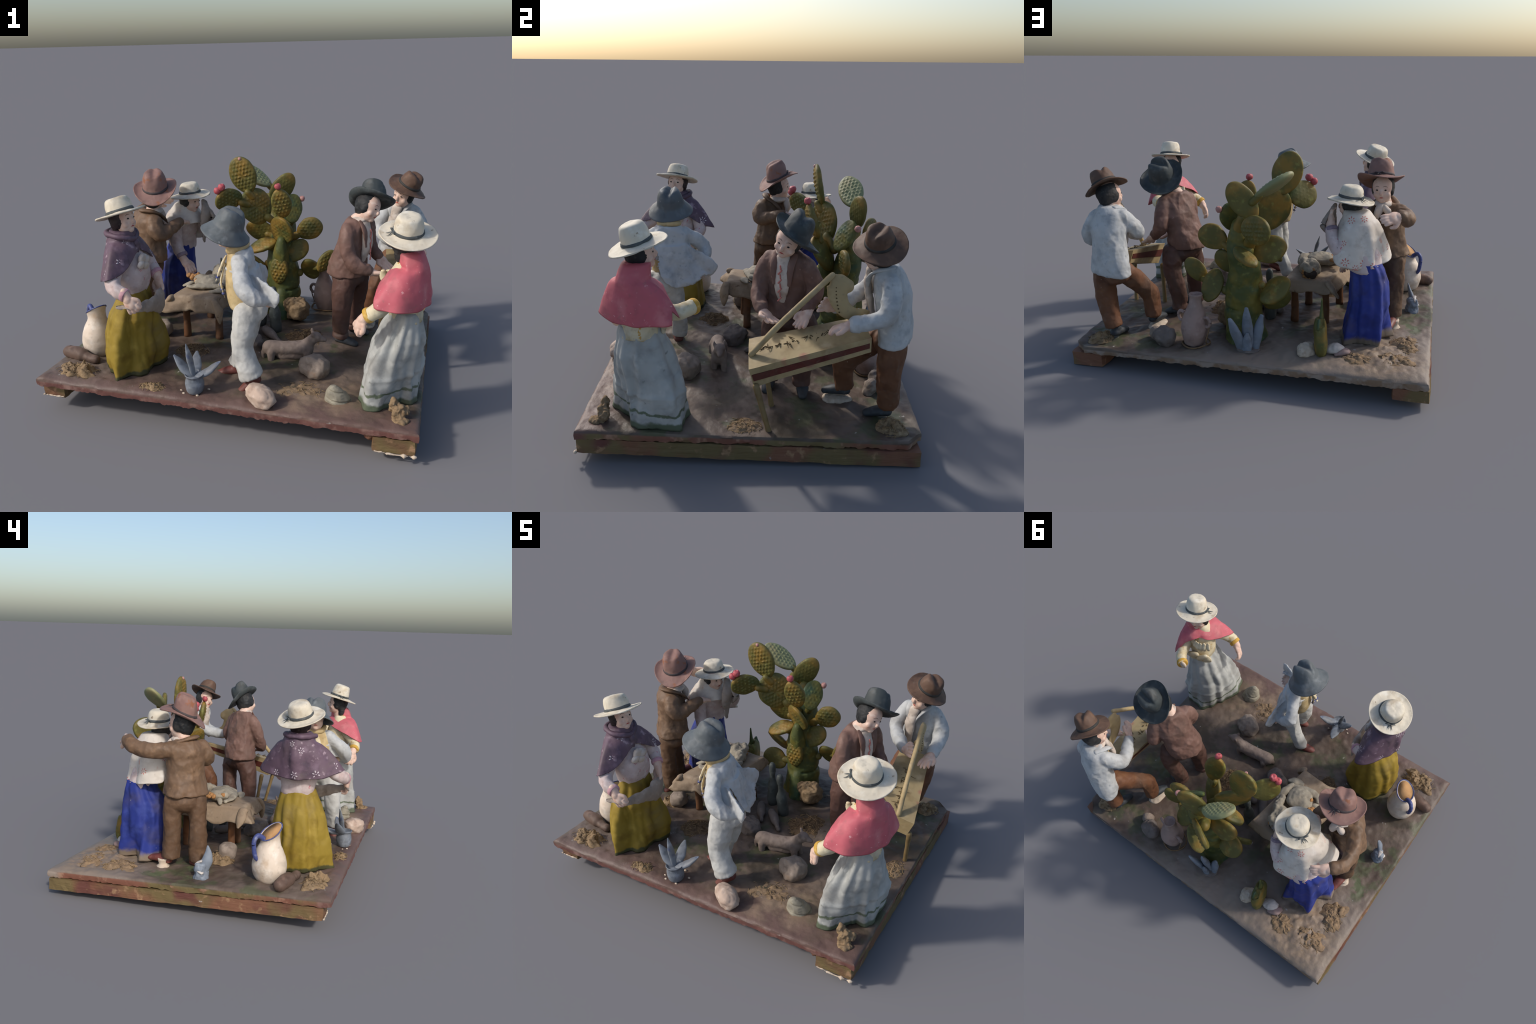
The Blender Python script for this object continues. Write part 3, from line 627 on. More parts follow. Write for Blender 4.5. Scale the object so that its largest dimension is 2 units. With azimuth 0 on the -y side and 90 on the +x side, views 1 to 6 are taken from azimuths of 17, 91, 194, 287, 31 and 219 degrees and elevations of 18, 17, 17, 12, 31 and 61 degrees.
def jug_white():
    T = Thing('white_jug', (-.795, -.426, .18), 'white glazed pitcher with blue handle and rim', 'jug'); c = V(-.793, -.427, 0); b = ground(-.793, -.427) - .010
    prof = [(0, 0), (.055, .001), (.078, .025), (.092, .075), (.090, .11), (.075, .165), (.056, .205), (.049, .235), (.053, .265)]
    P = crom(prof, 44); u = np.linspace(0, 2 * np.pi, 56, endpoint=False); rings = []; sp = nrm(V(.065, -.045, 0)); ang = math.atan2(sp[1], sp[0])
    def ring(r, h):
        k = np.clip((h - .19) / .075, 0, 1); lipf = np.clip(np.cos(u - ang), -1, 1); pinch = np.maximum(lipf, 0) ** 3
        return np.stack([c[0] + (r + k * .012 * pinch) * np.cos(u), c[1] + (r + k * .012 * pinch) * np.sin(u), b + h + k * (.032 * lipf + .01 * pinch)], 1)
    for r, h in P: rings.append(ring(r, h))
    for r, h in ((.049, .266), (.044, .255), (.042, .235), (.050, .20), (.06, .17), (.03, .16)): rings.append(ring(r, h))
    T.part('jug_body', rough(loft(rings, True), .0015, 26, 3), JUG)
    inn = [ring(r, h) for r, h in ((.0475, .2645), (.043, .254), (.041, .235), (.046, .205), (.02, .20))]
    T.part('jug_inside', loft(inn), JUG_IN)
    T.part('jug_rim', limb(np.vstack([ring(.054, .266)[::4], ring(.054, .266)[:1]]), .0035, 70, 8), JUG_BLUE)
    T.part('handle', limb([V(-.83, -.40, .428), V(-.858, -.380, .448), V(-.876, -.366, .425), V(-.876, -.366, .378), V(-.868, -.372, .335), V(-.858, -.380, .315)], [.014, .013, .012, .012, .012, .008], 36, 14), JUG_BLUE)
jug_white()
def jug_terra():
    T = Thing('terracotta_jar', (.30, .61, .12), 'two-handled terracotta jar with a rope', 'jug'); b = ground(.3, .61) - .008
    ax = nrm(V(-.05, -.06, 1)); c = V(.300, .612, b)
    prof = [(0, 0), (.045, .002), (.060, .035), (.073, .085), (.072, .125), (.058, .18), (.042, .225), (.034, .255), (.033, .275), (.038, .295), (.034, .298), (.028, .290), (.0, .285)]
    T.part('jar_body', rough(revolve(prof, c, ax, 52, 60), .0015, 26, 5), TERRA)
    def loopy(c0, d):
        d = nrm(d); c0 = np.asarray(c0, float)
        return limb([c0 - d * .012 + V(0, 0, .024), c0 + d * .012 + V(0, 0, .026), c0 + d * .026, c0 + d * .012 - V(0, 0, .026), c0 - d * .012 - V(0, 0, .024)], .0095, 26, 12)
    T.part('handle', loopy((.372, .590, .285), (1, -.35, 0)), TERRA); T.part('handle', loopy((.222, .618, .270), (-1, .1, 0)), TERRA)
    a = np.linspace(0, 2 * np.pi, 20, endpoint=False); R = np.stack([.285 + .078 * np.cos(a), .612 + .070 * np.sin(a), 0 * a], 1); R[:, 2] = ground(R[:, 0], R[:, 1]) + .006 + .004 * np.sin(3 * a)
    T.part('rope', join(limb(np.vstack([R, R[:1]]), .0045, 90, 8), limb([V(.198, .61, .285), V(.205, .63, .22), V(.215, .645, .165), V(.212, .60, .13)], .0035, 30, 8)), ROPE)
jug_terra()
def leaf(base, tip, w, bend=(0, 0, 0), flat=.45, ref=None):
    base, tip = np.asarray(base, float), np.asarray(tip, float); m = .5 * (base + tip) + np.asarray(bend); d = tip - base
    ref = ref if ref is not None else nrm(V(d[0], d[1], .01 - .3 * np.hypot(d[0], d[1]) ) + 1e-3)
    return limb([base, base * .6 + m * .4, m, m * .45 + tip * .55, tip], [w * .6, w * .9, w, w * .75, w * .22], 30, 18, flat, ref)
def agave_front():
    T = Thing('blue_agave', (-.112, -.708, .19), 'small blue agave in a tulip-shaped cup', 'plant'); b = ground(-.112, -.708)
    prof = [(0, 0), (.034, .001), (.044, .02), (.047, .055), (.042, .085), (.048, .100), (.045, .103), (.036, .092), (0, .085)]
    T.part('cup', rough(revolve(prof, (-.112, -.708, b), (0, 0, 1), 44, 46), .002, 25, 2), AGAVE)
    c = V(-.114, -.704, .27)
    for tip, w, bd in (((-.159, -.681, .437), .018, (0, 0, 0)), ((-.225, -.680, .367), .030, (0, 0, -.012)), ((.001, -.637, .339), .029, (0, 0, -.012)), ((-.158, -.545, .329), .030, (0, 0, -.012))):
        T.part('leaf', rough(leaf(c, tip, w, bd, .5), .0015, 30, 3), AGAVE)
    T.part('clay_crumb', join(*[ellipsoid((-.121 + .07 * math.cos(a), -.688 + .06 * math.sin(a), ground(-.121, -.688) + .003), (.008, .006, .005), np.eye(3), 10, 8) for a in (.3, 1.4, 3.6, 4.1, 5.2)]), CHALK, stuff=True)
agave_front()
def agave_back():
    T = Thing('grey_agave', (-.028, .63, .126), 'stubby grey agave with four upright leaves', 'plant'); b = ground(-.03, .63)
    for base, tip, w in (((-.02, .62, b), (-.021, .650, .388), .033), ((.005, .64, b), (.063, .678, .328), .032), ((-.05, .62, b), (-.093, .610, .340), .030), ((-.02, .655, b), (-.03, .665, .25), .028)):
        T.part('leaf', rough(limb([V(*base), .55 * V(*base) + .45 * V(*tip), .25 * V(*base) + .75 * V(*tip), V(*tip)], [w, w, w * .8, w * .38], 28, 20, .62, (.2, 1, 0)), .002, 26, 4), AGAVE_GREY)
    T.part('root_crumb', rough(ellipsoid((-.028, .64, b), (.06, .04, .016)), .006, 40, 3), ROCK_DARK, stuff=True)
agave_back()
def small_cactus():
    T = Thing('broken_cactus_pad', (-.41, .59, .13), 'single cactus pad with a torn green top', 'plant')
    g = ellipsoid((-.412, .598, .245), (.036, .078, .115), frame((1, .25, 0), (.05, -.12, 1)), 48, 34, 2.5); v = g[0]; v[:, 2] = np.minimum(v[:, 2], .335 - .25 * (v[:, 1] - .6) + .02 * fbm(v, 25, 2, 3))
    T.part('pad', rough((v, g[1]), .003, 22, 4), CACTUS)
    T.part('shoot', join(limb([V(-.41, .575, .30), V(-.41, .57, .37), V(-.41, .568, .45)], [.028, .016, .006], 20, 14, .6, (1, 0, 0)), limb([V(-.41, .63, .30), V(-.408, .625, .35)], [.03, .015], 14, 14, .5, (1, 0, 0))), CACTUS_TRUNK)
small_cactus()
def shell():
    T = Thing('broken_shell', (-.505, .594, .14), 'pale broken cup shard lying on its side', 'shell')
    o = fuse([('a', limb([V(-.455, .60, .178), V(-.49, .592, .188), V(-.52, .585, .18)], [.026, .036, .030], 20, 24, .8))], .004, 3, .003, 40, 2)['a']; T.part('shard', o[0], SHELL_W)
    T.part('shard', rough(limb([V(-.50, .625, .168), V(-.545, .60, .178), V(-.56, .575, .172)], [.016, .028, .016], 20, 20, .6), .003, 40, 3), paint('pink_shell_paint', '#9c8580', '#84706b', None, 30))
shell()
def tooth():
    T = Thing('broken_agave', (-.85, -.065, .167), 'broken grey agave stump with one leaf', 'plant'); b = ground(-.85, -.065)
    o = fuse([('s', limb([V(-.853, -.066, b), V(-.852, -.066, b + .06)], [.042, .034], 14, 24))], .004, 2, .006, 40, 3)['s']; T.part('stump', o[0], AGAVE_GREY)
    T.part('leaf', rough(limb([V(-.848, -.070, .21), V(-.842, -.095, .265), V(-.830, -.098, .30), V(-.820, -.091, .344)], [.030, .030, .022, .005], 24, 18, .5, (1, .3, 0)), .002, 30, 2), AGAVE_GREY)
    T.part('chip', join(rough(limb([V(-.865, -.045, .25), V(-.875, -.060, .225), V(-.885, -.085, .21)], [.012, .016, .012], 12, 12, .5), .003, 50, 2), rough(limb([V(-.868, -.04, .255), V(-.862, -.07, .27)], [.005, .014], 10, 10, .5), .002, 50, 4)), SHELL_W)
tooth()
def dog():
    T = Thing('clay_dog', (.26, -.185, .15), 'small grey-brown clay dog standing', 'dog')
    g = [('torso', limb([V(.135, -.205, .222), V(.20, -.198, .222), V(.27, -.188, .225), V(.335, -.180, .232)], [.042, .040, .040, .044], 24, 22)),
         ('neck', limb([V(.33, -.180, .24), V(.362, -.176, .275), V(.385, -.172, .295)], [.036, .030, .028], 14, 18)),
         ('head', ellipsoid((.388, -.170, .300), (.032, .030, .028))), ('head', limb([V(.395, -.170, .295), V(.425, -.168, .285), V(.438, -.167, .282)], [.022, .016, .012], 12, 14)),
         ('ear', ellipsoid((.362, -.146, .322), (.012, .008, .018), np.eye(3), 14, 10)), ('ear', ellipsoid((.378, -.200, .322), (.012, .008, .018), np.eye(3), 14, 10)),
         ('leg', limb([V(.345, -.205, .22), V(.350, -.208, .150)], [.020, .017], 12, 14)), ('leg', limb([V(.350, -.155, .22), V(.358, -.152, .150)], [.020, .017], 12, 14)),
         ('leg', limb([V(.150, -.232, .21), V(.150, -.238, .150)], [.024, .018], 12, 14)), ('leg', limb([V(.150, -.172, .21), V(.150, -.168, .150)], [.024, .018], 12, 14)),
         ('torso', limb([V(.20, -.20, .19), V(.30, -.185, .19)], [.032, .032], 12, 16)), ('tail', limb([V(.112, -.21, .23), V(.100, -.218, .19), V(.105, -.226, .155)], [.014, .012, .008], 12, 12))]
    for k, (q, N) in fuse(g, .0045, 4, .002, 30, 3).items(): T.part(k, q, DOG, normals=N)
dog()
def bottle(p, tilt, h=.29, r=.034, name='clay_bottle', mat=BOTTLE, label='dark long-necked clay bottle'):
    prof = [(0, 0), (r * .9, .002), (r * 1.0, .3 * h), (r * .95, .48 * h), (r * .55, .62 * h), (r * .5, .74 * h), (r * .62, .82 * h), (r * .6, .94 * h), (r * .3, h), (0, h)]
    single(name, rough(revolve(prof, p, tilt, 36, 48), .002, 30, 3), mat, label, 'bottle')
bottle(V(-.035, .215, ground(-.035, .215)), V(.02, -.02, 1), .31)
bottle(V(.083, .142, ground(.083, .142)), V(-.06, -.03, 1), .290)
def lying(a, b, r, mat=ROCK_DARK):
    a, b = V(*a), V(*b); single('fallen_bottle', rough(limb([a, .6 * a + .4 * b, .45 * a + .55 * b, .3 * a + .7 * b, b], [r * .9, r, r * .9, r * .55, r * .45], 30, 22), .002, 30, 4), mat, 'bottle lying on its side', 'bottle')
lying((-.07, .13, .186), (.012, -.01, .182), .028); lying((.03, .09, .186), (.152, -.045, .182), .028)

# ============================================================= table
def table():
    T = Thing('covered_table', (-.29, .07, .15), 'low table under a stiff grey cloth laden with food', 'table')
    NL, NR, FR, FL = V(-.458, -.170, .464), V(-.192, -.180, .466), V(-.132, .292, .446), V(-.400, .298, .446)
    cyc = [NL, NR, FR, FL]; pts = []
    for i in range(4):
        a, b = cyc[i], cyc[(i + 1) % 4]
        for k in np.linspace(0, 1, 30, endpoint=False): pts.append(a * (1 - k) + b * k)
    Q = np.array(pts); c = Q.mean(0); n = len(Q); wob = fbm(Q, 14, 2, 4); drop = np.array([.082 + .020 * w for w in wob]); far = np.clip((Q[:, 1] - .1) / .2, 0, 1); drop = drop * (1 - .25 * far)
    west = np.clip((-.36 - Q[:, 0]) / .06, 0, 1) * np.clip((.28 - Q[:, 1]) / .1, 0, 1)
    lvl = lambda s, dz, out=0.0: np.c_[c[:2] + (Q[:, :2] - c[:2]) * (s + out * (1 + .5 * wob))[:, None] if np.ndim(s) else c[:2] + (Q[:, :2] - c[:2]) * s, Q[:, 2] + dz]
    one = np.ones(n); rings = [lvl(.02, .004), lvl(.4, .004), lvl(.75, .002), lvl(.93, 0 * one), lvl(.985, -.006 * one), lvl(1.01 * one, -.02 * one, .01), lvl(1.03 * one + .09 * west, -.5 * drop, .03), lvl(1.07 * one + .19 * west, -drop, .05), lvl(1.02 * one + .19 * west, -drop - .004, .05), lvl(.92, -.055 * one), lvl(.4, -.05 * one), lvl(.02, -.05 * one)]
    rings = [r + np.c_[np.zeros((n, 2)), (.003 * fbm(r, 12, 2, 7))] for r in rings]
    D = []
    for a, b in zip(rings[:-1], rings[1:]):
        for k in (0, .34, .67): D.append(a * (1 - k) + b * k)
    D.append(rings[-1]); T.part('tablecloth', loft(D[::-1]), CLOTH)
    # hanging twisted corner
    T.part('cloth_corner', join(rough(limb([V(-.190, -.180, .455), V(-.165, -.190, .41), V(-.160, -.192, .365), V(-.156, -.193, .330)], [.022, .030, .022, .008], 22, 16, .6), .004, 35, 2), rough(limb([V(-.455, -.17, .45), V(-.50, -.165, .40), V(-.522, -.158, .366)], [.03, .028, .012], 20, 16, .6), .003, 30, 3), rough(limb([V(-.395, .295, .44), V(-.425, .30, .40), V(-.452, .296, .358)], [.03, .028, .012], 20, 16, .6), .003, 30, 3)), CLOTH)
    for p in ((-.213, -.055), (-.405, -.08), (-.185, .215), (-.37, .225)):
        T.part('table_leg', rough(limb([V(p[0], p[1], ground(*p) - .004), V(p[0], p[1], .42)], [.024, .019], 14, 16, round_ends=False), .002, 30, 4), WOOD_LEG)
    fd = T.part('bread', *[rough(ellipsoid((-.300, .02, .496), (.085, .075, .034), Rz(.3), 50, 30, 2.4), .008, 22, 5)], FOOD)
    T.part('fish', rough(limb([V(-.40, -.035, .475), V(-.37, -.06, .487), V(-.30, -.045, .492), V(-.23, -.03, .488), V(-.19, -.025, .478)], [.014, .020, .034, .026, .012], 30, 18, .55), .004, 30, 3), FOOD)
    T.part('fish', rough(limb([V(-.25, -.085, .470), V(-.20, -.07, .478), V(-.16, -.05, .472)], [.012, .026, .010], 22, 16, .5), .003, 30, 5), FOOD)
    T.part('fish', rough(limb([V(-.44, -.02, .470), V(-.40, .0, .482), V(-.38, .03, .478)], [.010, .018, .012], 22, 16, .6), .003, 30, 6), FOOD)
    o = fuse([('a', ellipsoid((-.275, .195, .492), (.060, .080, .046), Rz(.1))), ('a', ellipsoid((-.225, .15, .49), (.03, .10, .042), Rz(.25))), ('a', ellipsoid((-.25, .235, .508), (.03, .03, .03)))], .005, 3, .010, 28, 6)['a']; T.part('sack', o[0], FOOD, normals=o[1])
    T.part('sack_mouth', rough(ellipsoid((-.285, .262, .474), (.038, .014, .030), np.eye(3), 24, 16), .004, 40, 3), paint('dark_hole_paint', '#3a302a', rough=.8))
    r = np.random.default_rng(4); gs = [ellipsoid((-.385 + .05 * r.normal() * .6, .055 + .05 * r.normal() * .6, .497 + .012 * r.random()), (.016, .014, .012), Rz(r.uniform(0, 3)), 14, 10) for _ in range(16)] + [ellipsoid((-.275 + .035 * math.cos(a), .255 + .004 * math.sin(3 * a), .474 + .032 * math.sin(a)), (.012, .010, .010), np.eye(3), 12, 8) for a in np.linspace(0, 6.28, 12)]
    T.part('fruit_pieces', rough(join(*gs), .003, 60, 3), FOOD_ORANGE, stuff=True)
    T.part('bundle_roll', rough(limb([V(-.185, .09, .486), V(-.195, .03, .498), V(-.205, -.03, .496)], [.016, .024, .016], 22, 16), .004, 35, 3), FOOD)
table()

# ============================================================= prickly pear
def cactus():
    T = Thing('prickly_pear_cactus', (.04, .47, .13), 'big prickly pear cactus with red fruit', 'cactus')
    g = [('trunk', limb([V(.030, .485, .115), V(.040, .475, .20), V(.050, .470, .32), V(.045, .475, .45), V(.035, .495, .56), V(.045, .515, .66), V(.055, .520, .74), V(.060, .515, .80)], [.122, .114, .104, .098, .088, .074, .060, .040], 60, 40)),
         ('trunk', limb([V(.05, .42, .45), V(.055, .385, .58), V(.06, .38, .66)], [.05, .048, .03], 20, 24)), ('trunk', limb([V(.06, .36, .16), V(.055, .38, .26), V(.05, .40, .36)], [.05, .045, .03], 20, 20)),
         ('trunk', limb([V(.02, .54, .62), V(.0, .56, .68)], [.05, .04], 12, 20)), ('trunk', limb([V(-.04, .57, .16), V(0, .55, .22)], [.03, .04], 10, 16))]
    o = fuse(g, .006, 5, .006, 14, 3)['trunk']; T.part('trunk', ground_clamp(o[0], -.012), CACTUS_TRUNK, normals=o[1])
    pads = [  # centre, semi-axes, long axis, face normal, bump side, paint
        ((-.169, .356, 1.066), (.119, .083), (-.28, -.17, .95), (.08, -.98, -.15), 1, 0), ((-.146, .539, 1.030), (.118, .071), (-.82, -.14, .55), (.57, -.29, .77), 1, 1),
        ((.020, .561, .945), (.115, .070), (.55, .13, .80), (.39, -.90, -.15), .3, 0), ((.105, .489, .839), (.095, .065), (-.04, .47, .88), (.55, -.73, .41), .3, 2),
        ((.080, .311, .911), (.097, .061), (-.12, -.30, .95), (.30, -.92, -.25), 1, 0), ((-.235, .264, .935), (.088, .078), (-.80, -.50, .0), (.62, -.70, -.33), 1, 0),
        ((-.100, .386, .868), (.119, .104), (-.34, -.15, .93), (.62, -.77, .14), 1, 0), ((.065, .378, .728), (.115, .087), (.25, -.55, .80), (-.43, -.80, -.41), .5, 0),
        ((.217, .478, .718), (.086, .071), (.86, .06, .50), (.11, -.99, -.07), .8, 0), ((-.108, .513, .681), (.097, .075), (-.94, -.14, .31), (.03, -.95, -.32), .3, 0),
        ((-.065, .395, .619), (.092, .055), (-.90, -.22, -.20), (-.21, -.52, .83), .3, 0), ((.140, .461, .576), (.088, .060), (.69, .26, .68), (.09, -.96, .27), .2, 0),
        ((-.139, .507, .454), (.072, .101), (-.57, .63, -.53), (.29, .76, .58), .2, 0), ((-.130, .421, .367), (.084, .068), (-.81, -.13, .57), (.35, -.89, .30), .2, 0),
        ((.047, .364, .470), (.092, .057), (.08, -.05, 1), (-.02, -1, -.05), 1, 0), ((-.074, .644, .814), (.079, .100), (.16, 0, .99), (-.45, -.89, .07), -1, 0),
        ((-.020, .643, .671), (.049, .089), (.52, .85, .01), (-.33, .19, .92), .2, 0), ((.218, .499, .445), (.060, .099), (.98, .01, .20), (-.12, .83, .55), .2, 0), ((.324, .471, .517), (.084, .052), (.56, .22, .80), (-.50, .86, .12), -.7, 0)]
    for i, (c, s, a, n, bp, pal) in enumerate(pads):
        F = frame(a, n); nu, nv = 132, 66; t = np.linspace(.02, np.pi - .02, nv); u = np.linspace(0, 2 * np.pi, nu, endpoint=False); L = []
        for q in t:
            rr = math.sin(q) ** .62; L.append(np.stack([rr * np.cos(u) * s[0], rr * np.sin(u) * s[1], np.full(nu, np.sign(math.cos(q)) * abs(math.cos(q)) ** .62 * .0185)], 1))
        P = np.concatenate(L); tap = 1 - .14 * np.clip(-P[:, 0] / s[0], 0, 1); P[:, 1] *= tap
        sp = .0225; X = P[:, 0] / sp; Y = P[:, 1] / sp + .5 * (np.floor(P[:, 0] / sp + .5) % 2); bx = X - np.round(X); by = Y - np.round(Y)
        ins = np.clip(1.25 - 1.3 * np.hypot(P[:, 0] / s[0], P[:, 1] / s[1]), 0, 1) ** .6; hb = np.exp(-(bx ** 2 + by ** 2) / .055) * .0085 * ins
        sd = np.sign(P[:, 2]); w = np.where(sd * bp > 0, abs(bp), .12 * abs(bp)); P[:, 2] += sd * hb * w * (abs(P[:, 2]) > .004)
        bow = .006 * ((P[:, 0] / s[0]) ** 2) * (1 if i % 2 else -1); P[:, 2] += bow
        v = P @ F.T + V(*c); rings = [v[k * nu:(k + 1) * nu] for k in range(nv)]; gg = loft(rings[::-1]); gg = rough(gg, .0025, 14, 50 + i, 2)
        T.part('pad', gg, (CACTUS, CACTUS_PALE, CACTUS_TRUNK)[pal])
    # stubs that join pads to their parents
    st = [((-.03, .40, .80), (.03, .44, .74), .035), ((-.14, .35, .965), (-.12, .37, .93), .03), ((-.17, .30, .91), (-.14, .34, .89), .032), ((.06, .35, .83), (.065, .36, .80), .025), ((.02, .55, .86), (.05, .53, .78), .05), ((-.07, .55, .98), (-.03, .555, .94), .03),
          ((.10, .47, .76), (.07, .49, .72), .035), ((.15, .48, .68), (.10, .49, .65), .035), ((-.02, .51, .65), (-.06, .51, .66), .035), ((0, .42, .60), (-.03, .40, .61), .035), ((.10, .46, .52), (.08, .47, .50), .035), ((-.06, .49, .47), (-.02, .48, .46), .035), ((-.07, .44, .36), (-.03, .45, .36), .035), ((.05, .38, .40), (.05, .42, .40), .03), ((-.04, .58, .76), (0, .54, .70), .05), ((.15, .49, .42), (.10, .48, .42), .04), ((.28, .48, .47), (.25, .49, .46), .028)]
    T.part('pad_joint', rough(join(*[limb([V(*a), V(*b)], [r * .66, r * .72], 8, 16) for a, b, r in st]), .003, 22, 3), CACTUS, stuff=True)
    for c, r, mt in (((-.285, .205, 1.000), .020, FRUIT), ((-.258, .212, 1.022), .021, FRUIT), ((.065, .283, 1.022), .019, FRUIT), ((.154, .549, .892), .018, FRUIT_PALE), ((-.182, .336, 1.170), .011, FRUIT_PALE)):
        cc = V(*c); g = ellipsoid(cc, (r, r, r * 1.05), np.eye(3), 30, 20); v = g[0]; k = np.exp(-((v[:, 0] - cc[0]) ** 2 + (v[:, 1] - cc[1]) ** 2) / (r * .35) ** 2) * (v[:, 2] > cc[2]); v[:, 2] -= .3 * r * k
        T.part('cactus_fruit', rough((v, g[1]), .002, 40, 4), mt)
cactus()

# ============================================================= harp
def harp():
    T = Thing('folk_harp', (.82, .25, .13), 'painted wooden folk harp with red stripe, laid on two legs', 'harp')
    near = [V(.725, -.006, .510), V(.960, .003, .472), V(.918, .026, .366), V(.760, .035, .385)]; far = [V(.690, .500, .612), V(.855, .540, .580), V(.848, .542, .508), V(.715, .500, .535)]
    def sec(k, o=0.0):
        q = [a * (1 - k) + b * k for a, b in zip(near, far)]; c = sum(q) / 4; q = [c + (x - c) * (1 + o) for x in q]; e = []
        for i in range(4):
            for s in np.linspace(0, 1, 8, endpoint=False): e.append(q[i] * (1 - s) + q[(i + 1) % 4] * s)
        E = np.array(e); E[:8, 2] += .006 * np.sin(np.linspace(0, np.pi, 8)); return E
    smart(T.part('sound_box', rough(loft([sec(k) for k in np.linspace(0, 1, 40)][::-1]), .0015, 18, 3), HARP), 40)
    def stripe(i, j, s0, s1, mat, name):
        r = []
        for k in np.linspace(.012, .985, 40):
            q = [a * (1 - k) + b * k for a, b in zip(near, far)]; c = sum(q) / 4; o = nrm(.5 * (q[i] + q[j]) - c) * .0028
            a, b = q[i] * (1 - s0) + q[j] * s0, q[i] * (1 - s1) + q[j] * s1; r.append(np.array([a + o, b + o, b - o, a - o]))
        T.part(name, loft(r), mat, smooth=False)
    stripe(1, 2, .34, .68, HARP_RED, 'red_stripe'); stripe(0, 3, .30, .66, HARP_RED, 'red_stripe')
    T.part('pillar', rough(limb([V(.868, .012, .500), V(.858, .16, .665), V(.848, .358, .866)], [.014, .0135, .0125], 40, 18), .001, 30, 2), HARP)
    g = [('neck', limb([V(.838, .362, .858), V(.837, .385, .825), V(.836, .384, .770), V(.834, .41, .712), V(.828, .455, .680), V(.80, .51, .672), V(.76, .53, .655)], [.018, .050, .044, .037, .032, .023, .016], 60, 26, .30, (1, 0, 0))), ('neck', limb([V(.836, .385, .830), V(.836, .420, .815)], [.040, .034], 14, 24, .34, (1, 0, 0))), ('neck', ellipsoid((.835, .428, .812), (.013, .028, .032)))]
    o = fuse(g, .004, 3)['neck']; T.part('harp_neck', o[0], HARP, normals=o[1])
    T.part('peg', join(*[ellipsoid((.850 - .0005 * i, .376 + .0004 * i * i * .9, .810 - .0165 * i), (.003, .0035, .0035), np.eye(3), 10, 8) for i in range(8)]), PEG, stuff=True)
    for a, b in (((.930, .035, .375), (.902, .095, .122)), ((.718, .070, .385), (.697, .105, .130))):
        T.part('harp_leg', rough(limb([V(*a), .5 * V(*a) + .5 * V(*b), V(*b)], [.016, .012, .013], 20, 14), .001, 30, 2), HARP_DARK)
    r = np.random.default_rng(2); gs = []
    for k in np.linspace(.08, .7, 26):
        q = [a * (1 - k) + b * k for a, b in zip(near, far)]; p = q[0] * .55 + q[1] * .45 + V(.012 * r.normal(), 0, .006); gs.append(limb([p, p + V(.012 * r.normal(), .012 * r.normal(), .003), p + V(.02 * r.normal(), .014 * r.normal(), -.001)], [.002, .0025, .001], 6, 6))
    T.part('string_stub', join(*gs), PEG, stuff=True)
harp()

# ============================================================= clothes helpers
def coat(T, secs, face, arms, mat, voxel=.0055, amp=.0035, scale=22, seed=0, names=('torso', 'arm'), extra=(), m=36, fold=None, sm=5):
    "jacket: torso sections plus sleeves (point list, radius list) fused into one cloth"
    g = [(names[0], body(secs, face, m=m))] + [(names[0], e) for e in extra]
    for i, (p, r) in enumerate(arms): g.append((f'{names[1]}{i}', limb(p, r, 34, 24)))
    out = fuse(g, voxel, sm, amp, scale, seed, fold, .006); ob = {}
    for k, (q, N) in out.items(): ob[k] = T.part(names[0] if k == names[0] else names[1], q, mat, normals=N)
    return ob
def trousers(T, hip, legs, mat, seed=0, amp=.0035, voxel=.0055, fold=None):
    g = [('hips', ellipsoid(hip[:3], hip[3:6], Rz(hip[6]) if len(hip) > 6 else np.eye(3)))]
    for i, (p, r) in enumerate(legs): g.append((f'leg{i}', limb(p, r, 36, 26, round_ends='start')))
    for k, (q, N) in fuse(g, voxel, 5, amp, 20, seed, fold, .006).items(): T.part('hips' if k == 'hips' else 'leg', ground_clamp((q[0], q[1]), .01), mat, normals=N)
def sleeve(T, pts, rad, mat, cuff=None, cuff_mat=None, seed=0):
    a = T.part('arm', creased(rough(limb(pts, rad, 34, 26, round_ends='start'), .0025, 24, seed), .005, 16, seed), mat)
    if cuff_mat is not None:
        p, q = np.asarray(pts[-2], float), np.asarray(pts[-1], float); d = nrm(q - p)
        T.part('cuff', rough(limb([q - d * .022, q - d * .020, q + d * .001, q + d * .003], [rad[-1] - .004, rad[-1] + .0028, rad[-1] + .0022, rad[-1] - .006], 16, 26, round_ends=False), .0006, 30, 2), cuff_mat, parent=a)
    return a
def skirt_rings(cs, n=96):
    "cs: (x, y, z, a, b) ellipses"
    return [ellring(c[:3], c[3], c[4], n) for c in cs]

